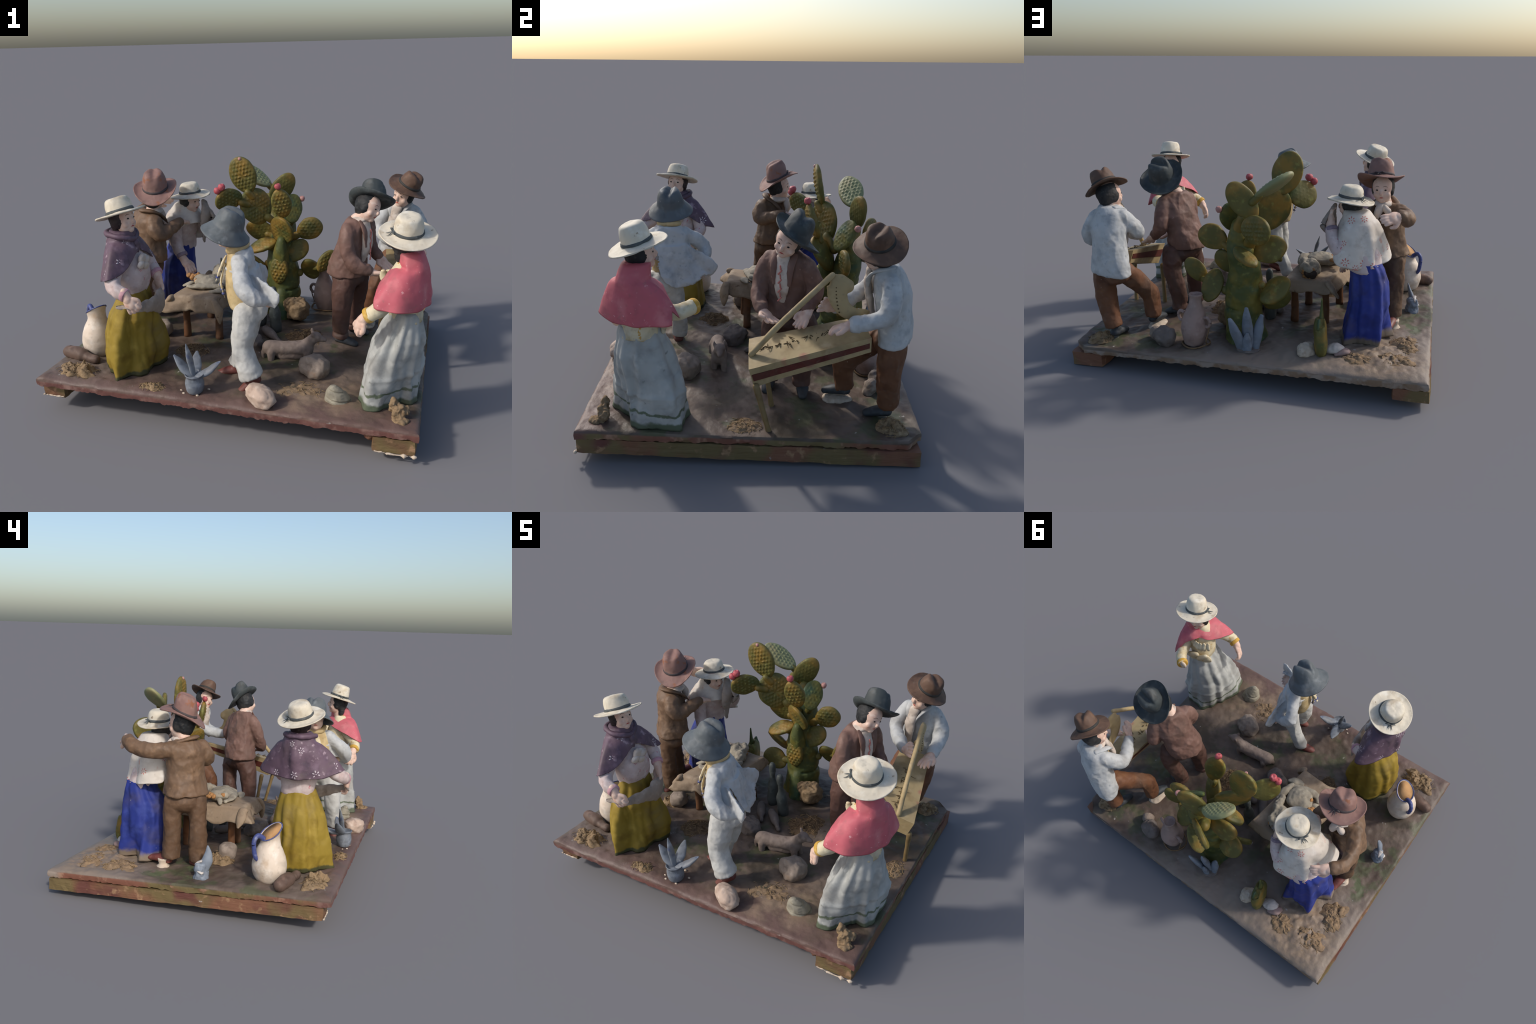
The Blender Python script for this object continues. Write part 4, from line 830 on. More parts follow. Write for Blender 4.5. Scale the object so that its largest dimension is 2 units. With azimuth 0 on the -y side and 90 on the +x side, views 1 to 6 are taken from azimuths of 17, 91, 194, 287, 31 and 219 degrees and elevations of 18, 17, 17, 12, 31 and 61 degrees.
# ============================================================= woman in purple shawl
def woman_purple():
    T = Thing('woman_in_purple_shawl', (-.53, -.53, .18), 'clay woman in purple flowered shawl and mustard skirt', 'figurine')
    hat(T, (-.543, -.508, 1.028), (-.33, .14, .93), .129, .129, (.068, .060, .086), STRAW_HAT, BAND, rise=.004, curl=.006, wave=(0, .004, .6), ref=(.93, .24, .29), bow=1.9, seed=1)
    head(T, (-.533, -.506, .998), (.97, -.22, -.10), (-.20, .08, .97), DARKHAIR, 1.0, neck=V(-.535, -.505, .90), hair_drop=1, cap=((-.543, -.508, 1.028), (-.33, .14, .93), 0))
    # bodice and sleeves
    b = T.part('torso', rough(body([(-.515, -.498, .60, .088, .060), (-.508, -.500, .66, .100, .075), (-.508, -.505, .74, .100, .080), (-.524, -.505, .82, .092, .062), (-.540, -.505, .88, .062, .045), (-.54, -.505, .92, .045, .04)], (1, -.1)), .004, 20, 3), FLORAL)
    ra = sleeve(T, [V(-.53, -.57, .83), V(-.525, -.645, .785), V(-.515, -.705, .730), V(-.472, -.735, .705), V(-.424, -.745, .690)], [.034, .035, .037, .034, .030], FLORAL, 1, PINK_CUFF, 3)
    la = sleeve(T, [V(-.52, -.44, .83), V(-.50, -.385, .78), V(-.475, -.360, .72), V(-.448, -.372, .695), V(-.425, -.389, .676)], [.034, .035, .036, .033, .030], FLORAL, 1, PINK_CUFF, 5)
    hand(T, (-.424, -.748, .690), (-.375, -.752, .605), (0, 1, -.3), 1.15, .85, parent=ra); hand(T, (-.425, -.392, .676), (-.392, -.425, .585), (-.3, -1, -.3), 1.15, .7, parent=la)
    for i, (p, s) in enumerate((((-.437, -.515, .805), (.018, .040, .028)), ((-.430, -.490, .790), (.016, .032, .022)), ((-.432, -.545, .780), (.014, .028, .022)), ((-.425, -.515, .770), (.014, .02, .02)))):
        T.part('ruffle', rough(ellipsoid(p, s, np.eye(3), 28, 18), .005, 34, i), SHIRT, parent=b)
    # skirt
    hem = loop([(-.394, -.43, .188), (-.415, -.385, .188), (-.50, -.350, .188), (-.576, -.355, .19), (-.652, -.455, .195), (-.658, -.58, .20), (-.612, -.635, .20), (-.580, -.655, .20), (-.532, -.726, .203), (-.500, -.660, .20), (-.455, -.640, .20), (-.418, -.602, .196), (-.425, -.52, .19)], 120, (-.53, -.53, 0))
    r = [ellring((-.510, -.500, .640), .066, .092, 120), ellring((-.508, -.505, .60), .078, .104, 120), ellring((-.520, -.516, .50), .114, .134, 120),
         loop([(-.390, -.45, .40), (-.41, -.395, .40), (-.49, -.372, .40), (-.58, -.385, .40), (-.643, -.46, .40), (-.655, -.57, .40), (-.612, -.632, .40), (-.545, -.680, .40), (-.48, -.63, .40), (-.435, -.565, .40), (-.400, -.50, .40)], 120, (-.53, -.53, 0)),
         loop([(-.372, -.44, .29), (-.39, -.385, .29), (-.48, -.365, .29), (-.58, -.375, .29), (-.652, -.455, .29), (-.664, -.575, .29), (-.620, -.640, .29), (-.540, -.705, .29), (-.49, -.655, .29), (-.435, -.585, .29), (-.392, -.51, .29)], 120, (-.53, -.53, 0))]
    fl = lambda th, q: (.002 + .010 * min(q / .5, 1)) * (np.cos(9 * th + 1.0) * .55 + .5 * np.cos(5 * th + 2.2 + q) + .4 * np.cos(14 * th + .5)) * (1 - .5 * q) - .014 * math.exp(-((q - .55) / .28) ** 2) * np.exp(-((th - 5.35) / .42) ** 2) + .012 * math.exp(-((q - .6) / .3) ** 2) * np.exp(-((th - 4.75) / .2) ** 2)
    g = drape(r[0], hem, 1.0, 56, .010, fl, mid=[(.09, r[1]), (.30, r[2]), (.52, r[3]), (.76, r[4])])
    T.part('skirt', ground_clamp(creased(rough(g, .0028, 18, 4), .006, 11, 3), -.002), YELLOW)
    # shawl
    top = ellring((-.545, -.505, .950), .060, .066, 96); sh = ellring((-.552, -.504, .900), .074, .090, 96)
    hm = loop([(-.463, -.514, .850), (-.442, -.42, .800), (-.462, -.33, .745), (-.490, -.280, .728), (-.560, -.330, .712), (-.618, -.420, .708), (-.638, -.530, .706), (-.612, -.635, .716), (-.565, -.708, .738), (-.525, -.754, .758), (-.478, -.690, .770), (-.452, -.600, .812)], 96, (-.545, -.51, 0))
    fs = lambda th, q: .010 * q * (np.cos(4 * th + .6) * .6 + .5 * np.cos(7 * th + 2)) + .016 * np.exp(-((th - 3.0) / .25) ** 2) * math.exp(-((q - .55) / .3) ** 2)
    g = drape(top, hm, .62, 40, .010, fs, mid=[(.20, sh)]); s = T.part('shawl', rough(g, .003, 18, 6), PURPLE)
    T.part('shawl_collar', rough(limb(loop([(-.475, -.51, .905), (-.50, -.445, .925), (-.56, -.432, .935), (-.612, -.47, .935), (-.612, -.545, .935), (-.56, -.582, .935), (-.50, -.575, .925)], 40), .014, 60, 14, 1.0), .003, 30, 4), PURPLE, parent=s)
    T.part('shawl_knot', rough(join(limb([V(-.478, -.512, .90), V(-.462, -.515, .875), V(-.458, -.52, .84)], [.014, .017, .006], 14, 14), limb([V(-.462, -.515, .875), V(-.452, -.50, .848)], [.012, .004], 10, 12)), .003, 40, 3), PURPLE, parent=s)
    petals(T, s, [(-.66, -.50, .73), (-.63, -.62, .74), (-.62, -.38, .73), (-.66, -.55, .87), (-.53, -.32, .76), (-.54, -.70, .78), (-.50, -.65, .82), (-.48, -.60, .85), (-.49, -.41, .84), (-.50, -.57, .90), (-.55, -.64, .85), (-.47, -.34, .78), (-.50, -.71, .78), (-.64, -.48, .90)], PETAL, .016, 6)
    petals(T, b, [(-.41, -.56, .76), (-.41, -.45, .73), (-.41, -.53, .70), (-.42, -.42, .78), (-.42, -.48, .67)], PINK_DOT, .007, 5, name='printed_rosebud')
    # gathered apron between the fists
    ap = limb([V(-.470, -.770, .640), V(-.440, -.760, .637), V(-.390, -.742, .628), V(-.372, -.66, .610), V(-.368, -.57, .585), V(-.375, -.49, .570), V(-.388, -.43, .570), V(-.400, -.395, .560)], [.008, .014, .016, .026, .040, .066, .050, .020], 50, 24, .34, (1, .2, 0))
    T.part('apron', rough(ap, .006, 26, 8), APRON)

# ============================================================= man in tawny suit
def man_tawny():
    T = Thing('man_in_tawny_suit', (-.71, .09, .16), 'clay man in brown suit and mauve hat, arms round a woman', 'figurine'); F = (.65, .75)
    hat(T, (-.645, .124, 1.012), (.10, -.39, .91), .128, .134, (.072, .058, .112), MAUVE_HAT, MAUVE_BAND, rise=.004, curl=.004, wave=(.004, .022, .0), ref=(.94, .34, .04), bow=1.2, seed=2, dent=(1.6, .010, .02), axis=(.03, -.20, .97))
    head(T, (-.660, .136, .960), (.06, .98, -.18), (.05, .02, 1), HAIR, 1.04, neck=V(-.680, .105, .865), neck_r=.036, hair_back=.018, cap=((-.645, .124, 1.012), (.10, -.39, .91), 0))
    c = coat(T, [(-.698, .088, .585, .128, .104), (-.697, .090, .62, .120, .098), (-.694, .096, .70, .104, .086), (-.690, .098, .78, .106, .086), (-.694, .086, .845, .112, .070), (-.685, .095, .885, .060, .052)], F,
             [([V(-.760, .145, .838), V(-.798, .225, .830), V(-.815, .305, .838), V(-.806, .360, .856), V(-.782, .392, .872)], [.048, .044, .041, .039, .034]), ([V(-.630, .030, .838), V(-.608, .010, .795), V(-.585, .022, .765), V(-.550, .090, .785), V(-.520, .155, .808)], [.048, .045, .043, .039, .034])], TAWNY, seed=3)
    arms = [o for k, o in c.items() if k != 'torso']
    hand(T, (-.785, .394, .872), (-.700, .470, .866), (.4, -.6, -.5), 1.3, .2, parent=arms[0] if arms else None, spread=.72); hand(T, (-.520, .158, .808), (-.520, .245, .790), (0, .3, -1), 1.2, .4, parent=arms[-1] if arms else None)
    T.part('collar', rough(join(limb([V(-.735, .10, .885), V(-.70, .045, .90), V(-.64, .055, .893), V(-.610, .11, .855), V(-.60, .16, .80)], [.018, .018, .018, .017, .008], 34, 14, .6), limb([V(-.735, .10, .885), V(-.745, .15, .862), V(-.70, .19, .82), V(-.65, .185, .78)], [.018, .018, .015, .008], 30, 14, .6)), .002, 30, 3), TAWNY)
    T.part('neckerchief', rough(join(ellipsoid((-.665, .13, .878), (.052, .055, .026)), limb([V(-.655, .18, .87), V(-.640, .19, .83), V(-.635, .185, .80)], [.022, .022, .012], 14, 16), limb([V(-.675, .182, .868), V(-.70, .185, .845)], [.016, .02], 10, 14)), .004, 32, 4), SHIRT)
    trousers(T, (-.705, .082, .55, .085, .115, .07, .86), [([V(-.745, .140, .56), V(-.753, .146, .45), V(-.748, .152, .32), V(-.752, .158, .225)], [.058, .052, .051, .054]), ([V(-.690, .030, .56), V(-.697, .018, .45), V(-.697, .015, .30), V(-.698, .016, .205)], [.056, .050, .051, .053])], TAWNY_LEG, 4)
    shoe(T, (-.755, .165, .208), (-.742, .285, .212), .030, SHOE); shoe(T, (-.690, .045, .195), (-.722, -.020, .19), .032, SHOE)
    T.part('shoe_plinth', rough(revolve([(0, 0), (.040, 0), (.026, .02), (.030, .05), (0, .05)], (-.765, .195, ground(-.765, .195) - .002), (0, 0, 1), 26, 20), .003, 40, 2), CHALK)

# ============================================================= woman in white shawl and blue skirt
def woman_blue():
    T = Thing('woman_in_blue_skirt', (-.62, .41, .145), 'clay woman in white flowered shawl and blue skirt, weeping', 'figurine')
    hat(T, (-.513, .339, .933), (-.09, -.02, 1), .124, .121, (.064, .056, .080), STRAW_HAT, BAND, rise=.010, curl=.004, wave=(0, .005, 1.2), bow=2.6, seed=3)
    head(T, (-.505, .318, .905), (.92, -.28, -.28), (.12, .02, 1), HAIR, .98, neck=V(-.545, .345, .80), hair_drop=1, cap=((-.513, .339, .933), (-.09, -.02, 1), .002))
    T.part('torso', rough(body([(-.612, .402, .575, .088, .082), (-.605, .395, .64, .085, .080), (-.582, .372, .72, .085, .080), (-.555, .352, .80, .070, .060), (-.54, .345, .85, .045, .04)], (.85, -.5)), .004, 20, 5), FLORAL)
    la = sleeve(T, [V(-.53, .41, .79), V(-.495, .445, .72), V(-.472, .458, .688), V(-.440, .435, .735), V(-.420, .398, .790)], [.036, .037, .038, .036, .033], FLORAL, 1, LILAC_CUFF, 3)
    hand(T, (-.418, .400, .792), (-.408, .325, .875), (-.8, -.3, .2), 1.2, .5, parent=la)
    ra = sleeve(T, [V(-.59, .30, .76), V(-.592, .262, .69), V(-.572, .235, .62), V(-.535, .212, .570)], [.036, .037, .036, .032], FLORAL, 1, LILAC_CUFF, 4)
    hand(T, (-.530, .205, .560), (-.445, .155, .488), (-.4, .2, -1), 1.25, .5, parent=ra)
    T.part('handkerchief', rough(join(limb([V(-.425, .345, .895), V(-.405, .320, .84), V(-.412, .310, .76), V(-.420, .312, .70), V(-.424, .315, .642)], [.026, .042, .034, .020, .012], 34, 20, .5, (1, -.3, 0)), limb([V(-.40, .345, .86), V(-.372, .352, .80), V(-.39, .35, .745)], [.02, .03, .014], 20, 16, .5)), .006, 28, 4), APRON)
    hem = loop([(-.520, .510, .17), (-.545, .508, .17), (-.605, .478, .174), (-.660, .492, .175), (-.705, .502, .175), (-.712, .455, .176), (-.685, .402, .178), (-.735, .365, .18), (-.782, .338, .182), (-.735, .275, .184), (-.65, .225, .184), (-.56, .235, .18), (-.505, .32, .18), (-.495, .42, .175)], 120, (-.615, .40, 0))
    fl = lambda th, q: (.003 + .008 * min(q / .4, 1)) * (np.cos(8 * th + .4) * .6 + .5 * np.cos(13 * th + 1.2)) * (1 - .4 * q)
    g = drape(ellring((-.612, .402, .62), .080, .084, 120), hem, 1.0, 52, .010, fl, mid=[(.10, ellring((-.622, .395, .575), .088, .094, 120)), (.27, ellring((-.632, .372, .50), .098, .132, 120)), (.55, ellring((-.634, .368, .37), .108, .146, 120))])
    T.part('skirt', ground_clamp(creased(rough(g, .0028, 18, 7), .006, 11, 4), -.002), BLUE)
    top = ellring((-.545, .345, .885), .062, .064, 96); sh = ellring((-.560, .352, .835), .090, .096, 96)
    hm = loop([(-.462, .300, .770), (-.440, .37, .735), (-.445, .45, .665), (-.480, .505, .618), (-.550, .510, .604), (-.632, .472, .602), (-.695, .405, .608), (-.738, .310, .625), (-.720, .218, .640), (-.655, .205, .690), (-.57, .222, .742), (-.505, .25, .765)], 96, (-.575, .37, 0))
    fs = lambda th, q: .010 * q * (np.cos(5 * th + 2.0) * .6 + .4 * np.cos(8 * th)) + .014 * np.exp(-((th - 2.25) / .18) ** 2) * q
    s = T.part('shawl', rough(drape(top, hm, .62, 40, .010, fs, mid=[(.18, sh)]), .003, 18, 9), WHITE_SHAWL)
    petals(T, s, [(-.52, .52, .64), (-.62, .50, .635), (-.70, .42, .66), (-.74, .34, .70), (-.50, .50, .74), (-.60, .43, .86), (-.53, .44, .85), (-.47, .47, .68), (-.66, .47, .62), (-.66, .24, .76), (-.57, .50, .61)], RED_PRINT, .017, 7)

# ============================================================= boy in grey hat
def boy_grey():
    T = Thing('boy_in_grey_hat', (.09, -.53, .165), 'clay boy in floppy grey hat striding with hands behind', 'figurine'); F = (-.95, -.30)
    hat(T, (-.006, -.467, .950), (.34, .0, .94), .124, .121, (.076, .058, .130), GREY_HAT, None, rise=.034, curl=-.006, wave=(.004, .006, .4), ref=(.94, .04, -.34), dent=(3.0, .020, .016), seed=4, off=(.002, .004))
    head(T, (.014, -.474, .948), (-.97, -.18, -.15), (.06, .0, 1), HAIR, .98, neck=V(.055, -.465, .845), neck_r=.036, cap=((-.006, -.467, .950), (.34, .0, .94), .004))
    T.part('waistcoat', rough(body([(.088, -.495, .585, .074, .070), (.078, -.488, .64, .078, .076), (.070, -.482, .70, .078, .074), (.066, -.475, .78, .080, .070), (.058, -.468, .84, .078, .056), (.058, -.465, .885, .046, .044)], F), .003, 22, 4), VEST)
    T.part('collar', rough(limb(loop([(.012, -.478, .868), (.03, -.512, .875), (.068, -.515, .890), (.095, -.478, .895), (.088, -.430, .895), (.05, -.418, .885), (.018, -.44, .873)], 40), .017, 60, 14), .002, 30, 3), VEST)
    nk = T.part('neck_tie', rough(join(limb([V(.0, -.488, .84), V(-.022, -.505, .79), V(-.048, -.514, .715)], [.012, .017, .010], 24, 14, .4, (1, .3, 0)), limb([V(-.008, -.492, .80), V(-.022, -.515, .71), V(-.002, -.523, .632)], [.012, .016, .008], 24, 14, .4, (1, .3, 0))), .003, 34, 3), CREAM)
    T.part('tie_stripe', join(*[ellipsoid(p, (.010, .012, .007), np.eye(3), 12, 8) for p in ((-.040, -.513, .735), (-.030, -.510, .765), (-.020, -.517, .70), (-.008, -.523, .655), (-.016, -.520, .675))]), JUG_BLUE, parent=nk, stuff=True)
    hemj = loop([(.035, -.475, .745), (.055, -.545, .725), (.10, -.585, .700), (.18, -.625, .680), (.280, -.622, .668), (.292, -.590, .690), (.235, -.520, .640), (.215, -.455, .585), (.205, -.410, .560), (.180, -.345, .575), (.150, -.265, .610), (.123, -.215, .632), (.085, -.255, .668), (.06, -.355, .705), (.035, -.41, .730)], 96, (.10, -.43, 0))
    tl = drape(ellring((.075, -.462, .785), .086, .094, 96), hemj, 1.15, 26, .012, lambda th, q: .008 * q * np.cos(6 * th + 1))
    c = coat(T, [(.086, -.465, .70, .088, .068), (.078, -.460, .78, .092, .068), (.082, -.462, .84, .092, .054), (.080, -.462, .880, .056, .042)], F,
             [([V(.085, -.548, .830), V(.110, -.605, .780), V(.145, -.645, .728), V(.182, -.645, .695), V(.220, -.615, .678)], [.040, .040, .042, .039, .033]), ([V(.040, -.390, .830), V(.012, -.330, .785), V(-.004, -.288, .740), V(.022, -.276, .705), V(.075, -.292, .675)], [.040, .039, .039, .037, .032])], BLUEGREY, seed=6, extra=[tl, limb([V(.12, -.53, .76), V(.195, -.572, .722), V(.255, -.608, .692), V(.290, -.622, .678)], [.025, .044, .050, .048], 24, 20, .22, (.4, .85, 0)), limb([V(.09, -.39, .765), V(.11, -.32, .715), V(.122, -.262, .668), V(.124, -.225, .640)], [.025, .044, .052, .046], 24, 20, .22, (1, -.1, 0))], voxel=.005, sm=3)
    hand(T, (.205, -.590, .662), (.255, -.555, .622), (0, .6, .6), 1.0, .5); hand(T, (.075, -.290, .660), (.135, -.335, .612), (.3, -.4, -.6), 1.1, .6)
    trousers(T, (.128, -.500, .575, .082, .085, .065), [([V(.118, -.545, .57), V(.110, -.575, .49), V(.102, -.588, .40), V(.128, -.598, .31), V(.148, -.596, .255)], [.068, .062, .054, .056, .060]), ([V(.125, -.455, .56), V(.100, -.440, .46), V(.070, -.432, .37), V(.035, -.430, .29), V(.012, -.436, .220)], [.060, .052, .046, .043, .044])], PALEGREY, 8)
    shoe(T, (.172, -.578, .232), (.092, -.612, .178), .030, SHOE); shoe(T, (.030, -.440, .192), (-.075, -.465, .180), .030, SHOE)

# ============================================================= man in mauve suit
def man_mauve():
    T = Thing('man_in_mauve_suit', (.52, .18, .13), 'clay man in mauve suit and dark cocked hat, stooping', 'figurine'); F = (.88, -.48)
    hat(T, (.623, .207, .976), (.05, .66, .75), .130, .128, (.074, .060, .108), BLACK_HAT, None, rise=.002, curl=.016, wave=(.0, .014, .6), ref=(.99, .03, -.13), dent=(-.3, .020, .017), seed=5, axis=(.02, .48, .88), off=(.004, -.006))
    head(T, (.612, .172, .948), (.80, -.46, -.38), (.30, .22, .93), HAIR, 1.06, neck=V(.545, .172, .875), neck_r=.036, hair_back=.016, cap=((.623, .207, .976), (.05, .66, .75), 0))
    c = coat(T, [(.500, .172, .560, .112, .110), (.503, .178, .62, .112, .098), (.520, .180, .70, .104, .082), (.540, .180, .78, .106, .078), (.550, .176, .845, .104, .064), (.548, .172, .895, .055, .048)], F,
             [([V(.512, .095, .832), V(.510, .062, .775), V(.525, .042, .705), V(.558, .036, .660), V(.602, .045, .632), V(.634, .055, .620)], [.046, .044, .043, .041, .037, .034]), ([V(.595, .252, .832), V(.602, .288, .775), V(.605, .303, .715), V(.628, .290, .672), V(.660, .270, .645)], [.045, .043, .042, .039, .034])], MAUVE_SUIT, seed=9)
    arms = [o for k, o in c.items() if k != 'torso']
    hand(T, (.634, .050, .620), (.712, .110, .580), (0, .2, 1), 1.2, .25, parent=arms[0] if arms else None); hand(T, (.662, .275, .645), (.735, .225, .570), (0, -.2, 1), 1.2, .25, parent=arms[-1] if arms else None)
    T.part('shirt_front', rough(join(limb([V(.598, .150, .870), V(.612, .146, .80), V(.610, .142, .72), V(.592, .146, .65)], [.036, .040, .036, .020], 30, 20, .5, F + (0,)), ellipsoid((.568, .165, .885), (.050, .050, .022))), .003, 30, 5), SHIRT)
    T.part('red_cravat', join(*[limb([V(.632 + .003 * (i % 2), .136 + .007 * (i % 2), .835 - .022 * i), V(.634, .128 + .010 * ((i + 1) % 2), .818 - .022 * i)], [.003, .004], 6, 8) for i in range(8)]), RED_PRINT, stuff=True)
    T.part('lapel', rough(join(limb([V(.575, .118, .885), V(.603, .105, .83), V(.612, .106, .74)], [.014, .018, .008], 22, 14, .4, F + (0,)), limb([V(.612, .205, .885), V(.640, .185, .83), V(.640, .178, .74)], [.014, .018, .008], 22, 14, .4, F + (0,))), .002, 30, 3), MAUVE_SUIT)
    trousers(T, (.508, .178, .53, .085, .105, .065, -.45), [([V(.495, .130, .53), V(.488, .108, .44), V(.485, .098, .33), V(.480, .095, .24), V(.480, .095, .185)], [.068, .062, .054, .048, .050]), ([V(.560, .262, .53), V(.558, .272, .43), V(.540, .265, .33), V(.532, .250, .24), V(.532, .250, .180)], [.060, .054, .050, .047, .049])], MAUVE_LEG, 5)
    shoe(T, (.468, .095, .175), (.572, .073, .166), .032, BLACK_SHOE); shoe(T, (.528, .258, .170), (.612, .255, .160), .032, BLACK_SHOE)

# ============================================================= harpist
def harpist():
    T = Thing('harp_player', (.72, .60, .11), 'clay harpist in blue-grey jacket and brown hat', 'figurine'); F = (-.40, -.92)
    hat(T, (.794, .564, .983), (.46, -.18, .87), .119, .119, (.066, .054, .103), BROWN_HAT, BROWN_BAND, rise=.014, curl=.004, wave=(0, .012, 2.2), ref=(.88, 0, -.47), dent=(2.4, .016, .020), seed=6)
    head(T, (.772, .560, .936), (-.52, -.80, -.22), (.10, -.06, 1), HAIR, 1.0, neck=V(.765, .602, .855), neck_r=.036, hair_back=.016, cap=((.794, .564, .983), (.46, -.18, .87), .002))
    c = coat(T, [(.742, .665, .525, .138, .074), (.744, .662, .58, .126, .074), (.748, .655, .64, .108, .076), (.752, .645, .71, .100, .080), (.756, .632, .78, .104, .082), (.760, .618, .845, .098, .066), (.764, .606, .890, .055, .050)], F,
             [([V(.680, .615, .830), V(.648, .580, .785), V(.635, .545, .742), V(.665, .488, .712), V(.715, .425, .690), V(.750, .388, .680)], [.045, .043, .041, .038, .035, .032]), ([V(.838, .612, .825), V(.876, .615, .765), V(.892, .592, .700), V(.895, .525, .668), V(.890, .458, .656)], [.045, .044, .043, .039, .034])], BLUEGREY, seed=12)
    arms = [o for k, o in c.items() if k != 'torso']
    hand(T, (.750, .385, .680), (.812, .308, .722), (.6, .5, -.2), 1.2, .3, parent=arms[0] if arms else None); hand(T, (.893, .455, .656), (.872, .350, .622), (0, -.2, -1), 1.2, .35, parent=arms[-1] if arms else None)
    T.part('shirt_front', rough(join(limb([V(.742, .535, .865), V(.722, .530, .79), V(.715, .545, .70), V(.715, .565, .62)], [.030, .034, .030, .016], 30, 20, .5, F + (0,)), ellipsoid((.756, .585, .872), (.048, .05, .024))), .004, 30, 5), SHIRT)
    T.part('collar', rough(join(limb([V(.80, .625, .885), V(.81, .57, .88), V(.775, .53, .84), V(.748, .525, .78)], [.016, .018, .016, .007], 26, 14, .5), limb([V(.72, .63, .885), V(.700, .585, .875), V(.702, .545, .84), V(.710, .535, .78)], [.016, .018, .016, .007], 26, 14, .5)), .002, 30, 3), BLUEGREY)
    trousers(T, (.745, .640, .52, .105, .075, .065, -.4), [([V(.795, .645, .52), V(.803, .638, .42), V(.790, .638, .31), V(.760, .650, .200)], [.064, .060, .054, .050]), ([V(.700, .605, .52), V(.660, .520, .43), V(.628, .455, .345), V(.615, .452, .27), V(.610, .462, .205)], [.062, .056, .052, .047, .046])], RUST, 6)
    shoe(T, (.762, .650, .165), (.745, .550, .152), .032, BLACK_SHOE); shoe(T, (.610, .470, .190), (.585, .365, .182), .032, BLACK_SHOE)

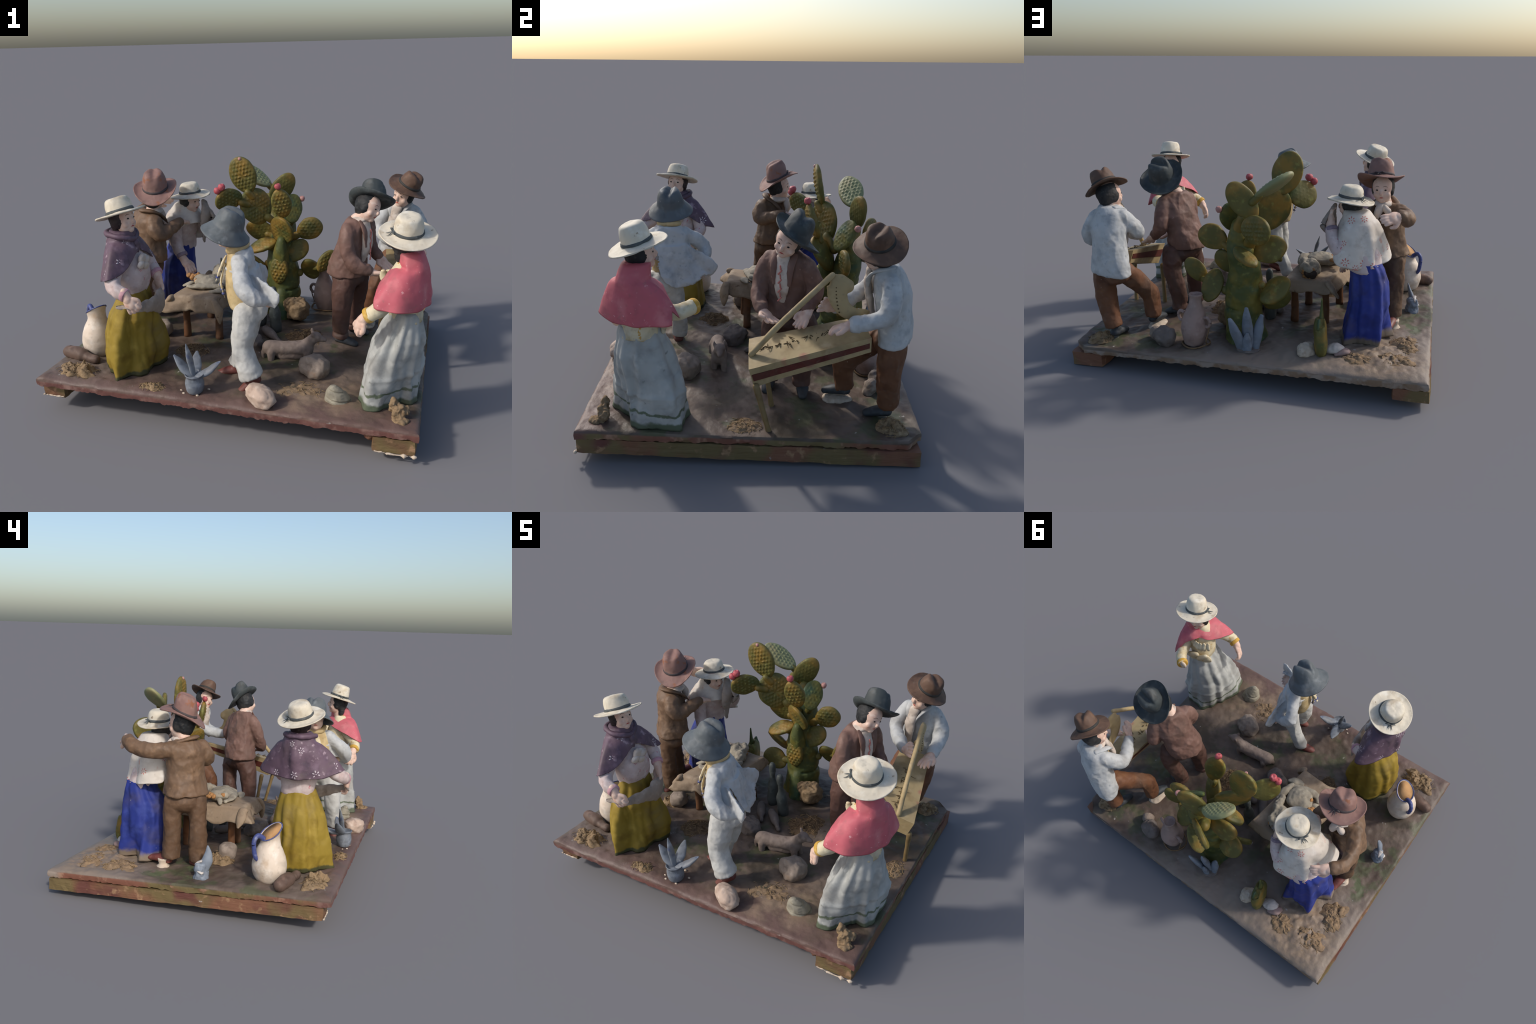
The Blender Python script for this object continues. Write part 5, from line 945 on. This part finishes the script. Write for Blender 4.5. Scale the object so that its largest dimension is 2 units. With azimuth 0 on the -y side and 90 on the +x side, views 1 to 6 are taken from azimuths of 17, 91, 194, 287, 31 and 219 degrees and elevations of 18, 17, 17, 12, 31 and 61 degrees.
# ============================================================= woman in red shawl
def woman_red():
    T = Thing('woman_in_red_shawl', (.84, -.46, .15), 'clay woman in red shawl and long grey skirt', 'figurine')
    hat(T, (.862, -.466, .996), (.07, -.27, .96), .131, .129, (.067, .056, .098), STRAW_HAT, BAND, rise=.006, curl=.004, wave=(0, .005, .5), ref=(.99, -.09, -.10), bow=3.6, seed=7)
    head(T, (.848, -.458, .955), (-.16, .97, -.15), (.04, -.10, 1), HAIR, 1.0, neck=V(.868, -.47, .85), hair_drop=1, cap=((.862, -.466, .996), (.07, -.27, .96), 0))
    b = T.part('torso', rough(body([(.872, -.470, .59, .075, .085), (.866, -.468, .66, .082, .082), (.862, -.468, .74, .086, .076), (.868, -.478, .81, .080, .062), (.872, -.480, .87, .050, .045)], (-.25, .97)), .004, 20, 6), CREAM)
    T.part('bodice_peplum', rough(join(limb([V(.80, -.375, .665), V(.785, -.395, .635), V(.770, -.412, .605)], [.05, .045, .016], 18, 20, .35, (-.4, 1, 0)), limb([V(.875, -.365, .66), V(.86, -.375, .625)], [.05, .04], 14, 20, .35, (-.2, 1, 0))), .003, 30, 3), CREAM, parent=b)
    for i in range(7):
        a = i / 6; p = V(.755 + .14 * a, -.425 + .025 * math.sin(a * 3.14), .768 - .012 * math.sin(a * 3.14)); T.part('ruffle', rough(limb([p + V(0, .012, .028), p + V(0, .022, 0), p + V(0, .020, -.022)], [.012, .018, .013], 14, 14, .6, (0, 1, 0)), .003, 40, i), CREAM, parent=b)
    la = sleeve(T, [V(.82, -.52, .77), V(.795, -.57, .722), V(.768, -.608, .685), V(.735, -.622, .664), V(.706, -.618, .645)], [.034, .035, .036, .034, .033], CREAM, 1, GOLD_CUFF, 3)
    hand(T, (.706, -.618, .645), (.640, -.590, .548), (.5, .5, -.5), 1.25, .7, parent=la)
    ra = sleeve(T, [V(.905, -.435, .77), V(.918, -.37, .722), V(.910, -.310, .708), V(.880, -.268, .712), V(.838, -.236, .714)], [.034, .035, .036, .034, .033], CREAM, 1, GOLD_CUFF, 4)
    T.part('wrist_stump', ellipsoid((.832, -.232, .714), (.026, .014, .026)), CHALK, parent=ra)
    hem = loop([(.674, -.520, .171), (.682, -.58, .173), (.712, -.640, .174), (.742, -.652, .173), (.775, -.650, .173), (.805, -.600, .17), (.845, -.545, .167), (.885, -.525, .166), (.928, -.520, .165), (.948, -.47, .163), (.935, -.39, .16), (.945, -.292, .157), (.90, -.298, .157), (.850, -.290, .158), (.800, -.272, .159), (.762, -.320, .162), (.726, -.392, .165), (.705, -.45, .168)], 120, (.83, -.46, 0))
    fl = lambda th, q: (.002 + .011 * min(q / .35, 1)) * (np.cos(9 * th + .2) * .6 + .5 * np.cos(13 * th + 1.0 + 2 * q)) * (1 - .5 * q) + .006 * math.exp(-((q - .66) / .02) ** 2)
    g = drape(ellring((.872, -.470, .640), .070, .088, 120), hem, 1.0, 56, .010, fl, mid=[(.07, ellring((.870, -.470, .605), .078, .098, 120)), (.29, ellring((.852, -.464, .50), .112, .128, 120)),
        (.50, loop([(.705, -.49, .40), (.725, -.585, .40), (.768, -.615, .40), (.845, -.598, .40), (.912, -.538, .40), (.955, -.455, .40), (.962, -.38, .40), (.93, -.32, .40), (.86, -.305, .40), (.79, -.315, .40), (.735, -.36, .40), (.710, -.43, .40)], 120, (.83, -.46, 0))),
        (.71, loop([(.690, -.50, .30), (.708, -.60, .30), (.745, -.634, .30), (.800, -.622, .30), (.856, -.568, .30), (.915, -.520, .30), (.950, -.455, .30), (.970, -.40, .30), (.965, -.33, .30), (.92, -.298, .30), (.85, -.290, .30), (.79, -.298, .30), (.732, -.355, .30), (.700, -.43, .30)], 120, (.83, -.46, 0)))])
    T.part('skirt', ground_clamp(creased(rough(g, .0028, 18, 5), .007, 11, 5), -.002), GREY_SKIRT)
    top = ellring((.872, -.472, .925), .058, .060, 96); sh = ellring((.898, -.485, .855), .066, .076, 96)
    hm = loop([(.830, -.392, .820), (.768, -.462, .785), (.735, -.565, .742), (.738, -.652, .700), (.790, -.655, .690), (.860, -.648, .684), (.925, -.590, .670), (.968, -.500, .668), (.985, -.40, .672), (.978, -.310, .682), (.958, -.282, .694), (.948, -.330, .742), (.892, -.345, .785)], 96, (.868, -.47, 0))
    fs = lambda th, q: .006 * q * (np.cos(4 * th + .5) * .6 + .4 * np.cos(7 * th)) + .010 * np.exp(-((th - 4.3) / .2) ** 2) * math.exp(-((q - .35) / .2) ** 2)
    s = T.part('shawl', rough(drape(top, hm, .58, 40, .010, fs, mid=[(.28, sh)]), .0028, 16, 8), RED)
    petals(T, s, [(.76, -.63, .72), (.83, -.65, .70), (.90, -.62, .69), (.96, -.52, .69), (.98, -.42, .69), (.97, -.33, .70), (.80, -.55, .78), (.85, -.45, .84), (.79, -.50, .80), (.92, -.36, .77), (.94, -.45, .80), (.76, -.60, .76)], paint('pale_red_print_paint', '#d0888b', None, None, 40), .008, 5)
for fn in (woman_purple, man_tawny, woman_blue, boy_grey, man_mauve, harpist, woman_red): fn()
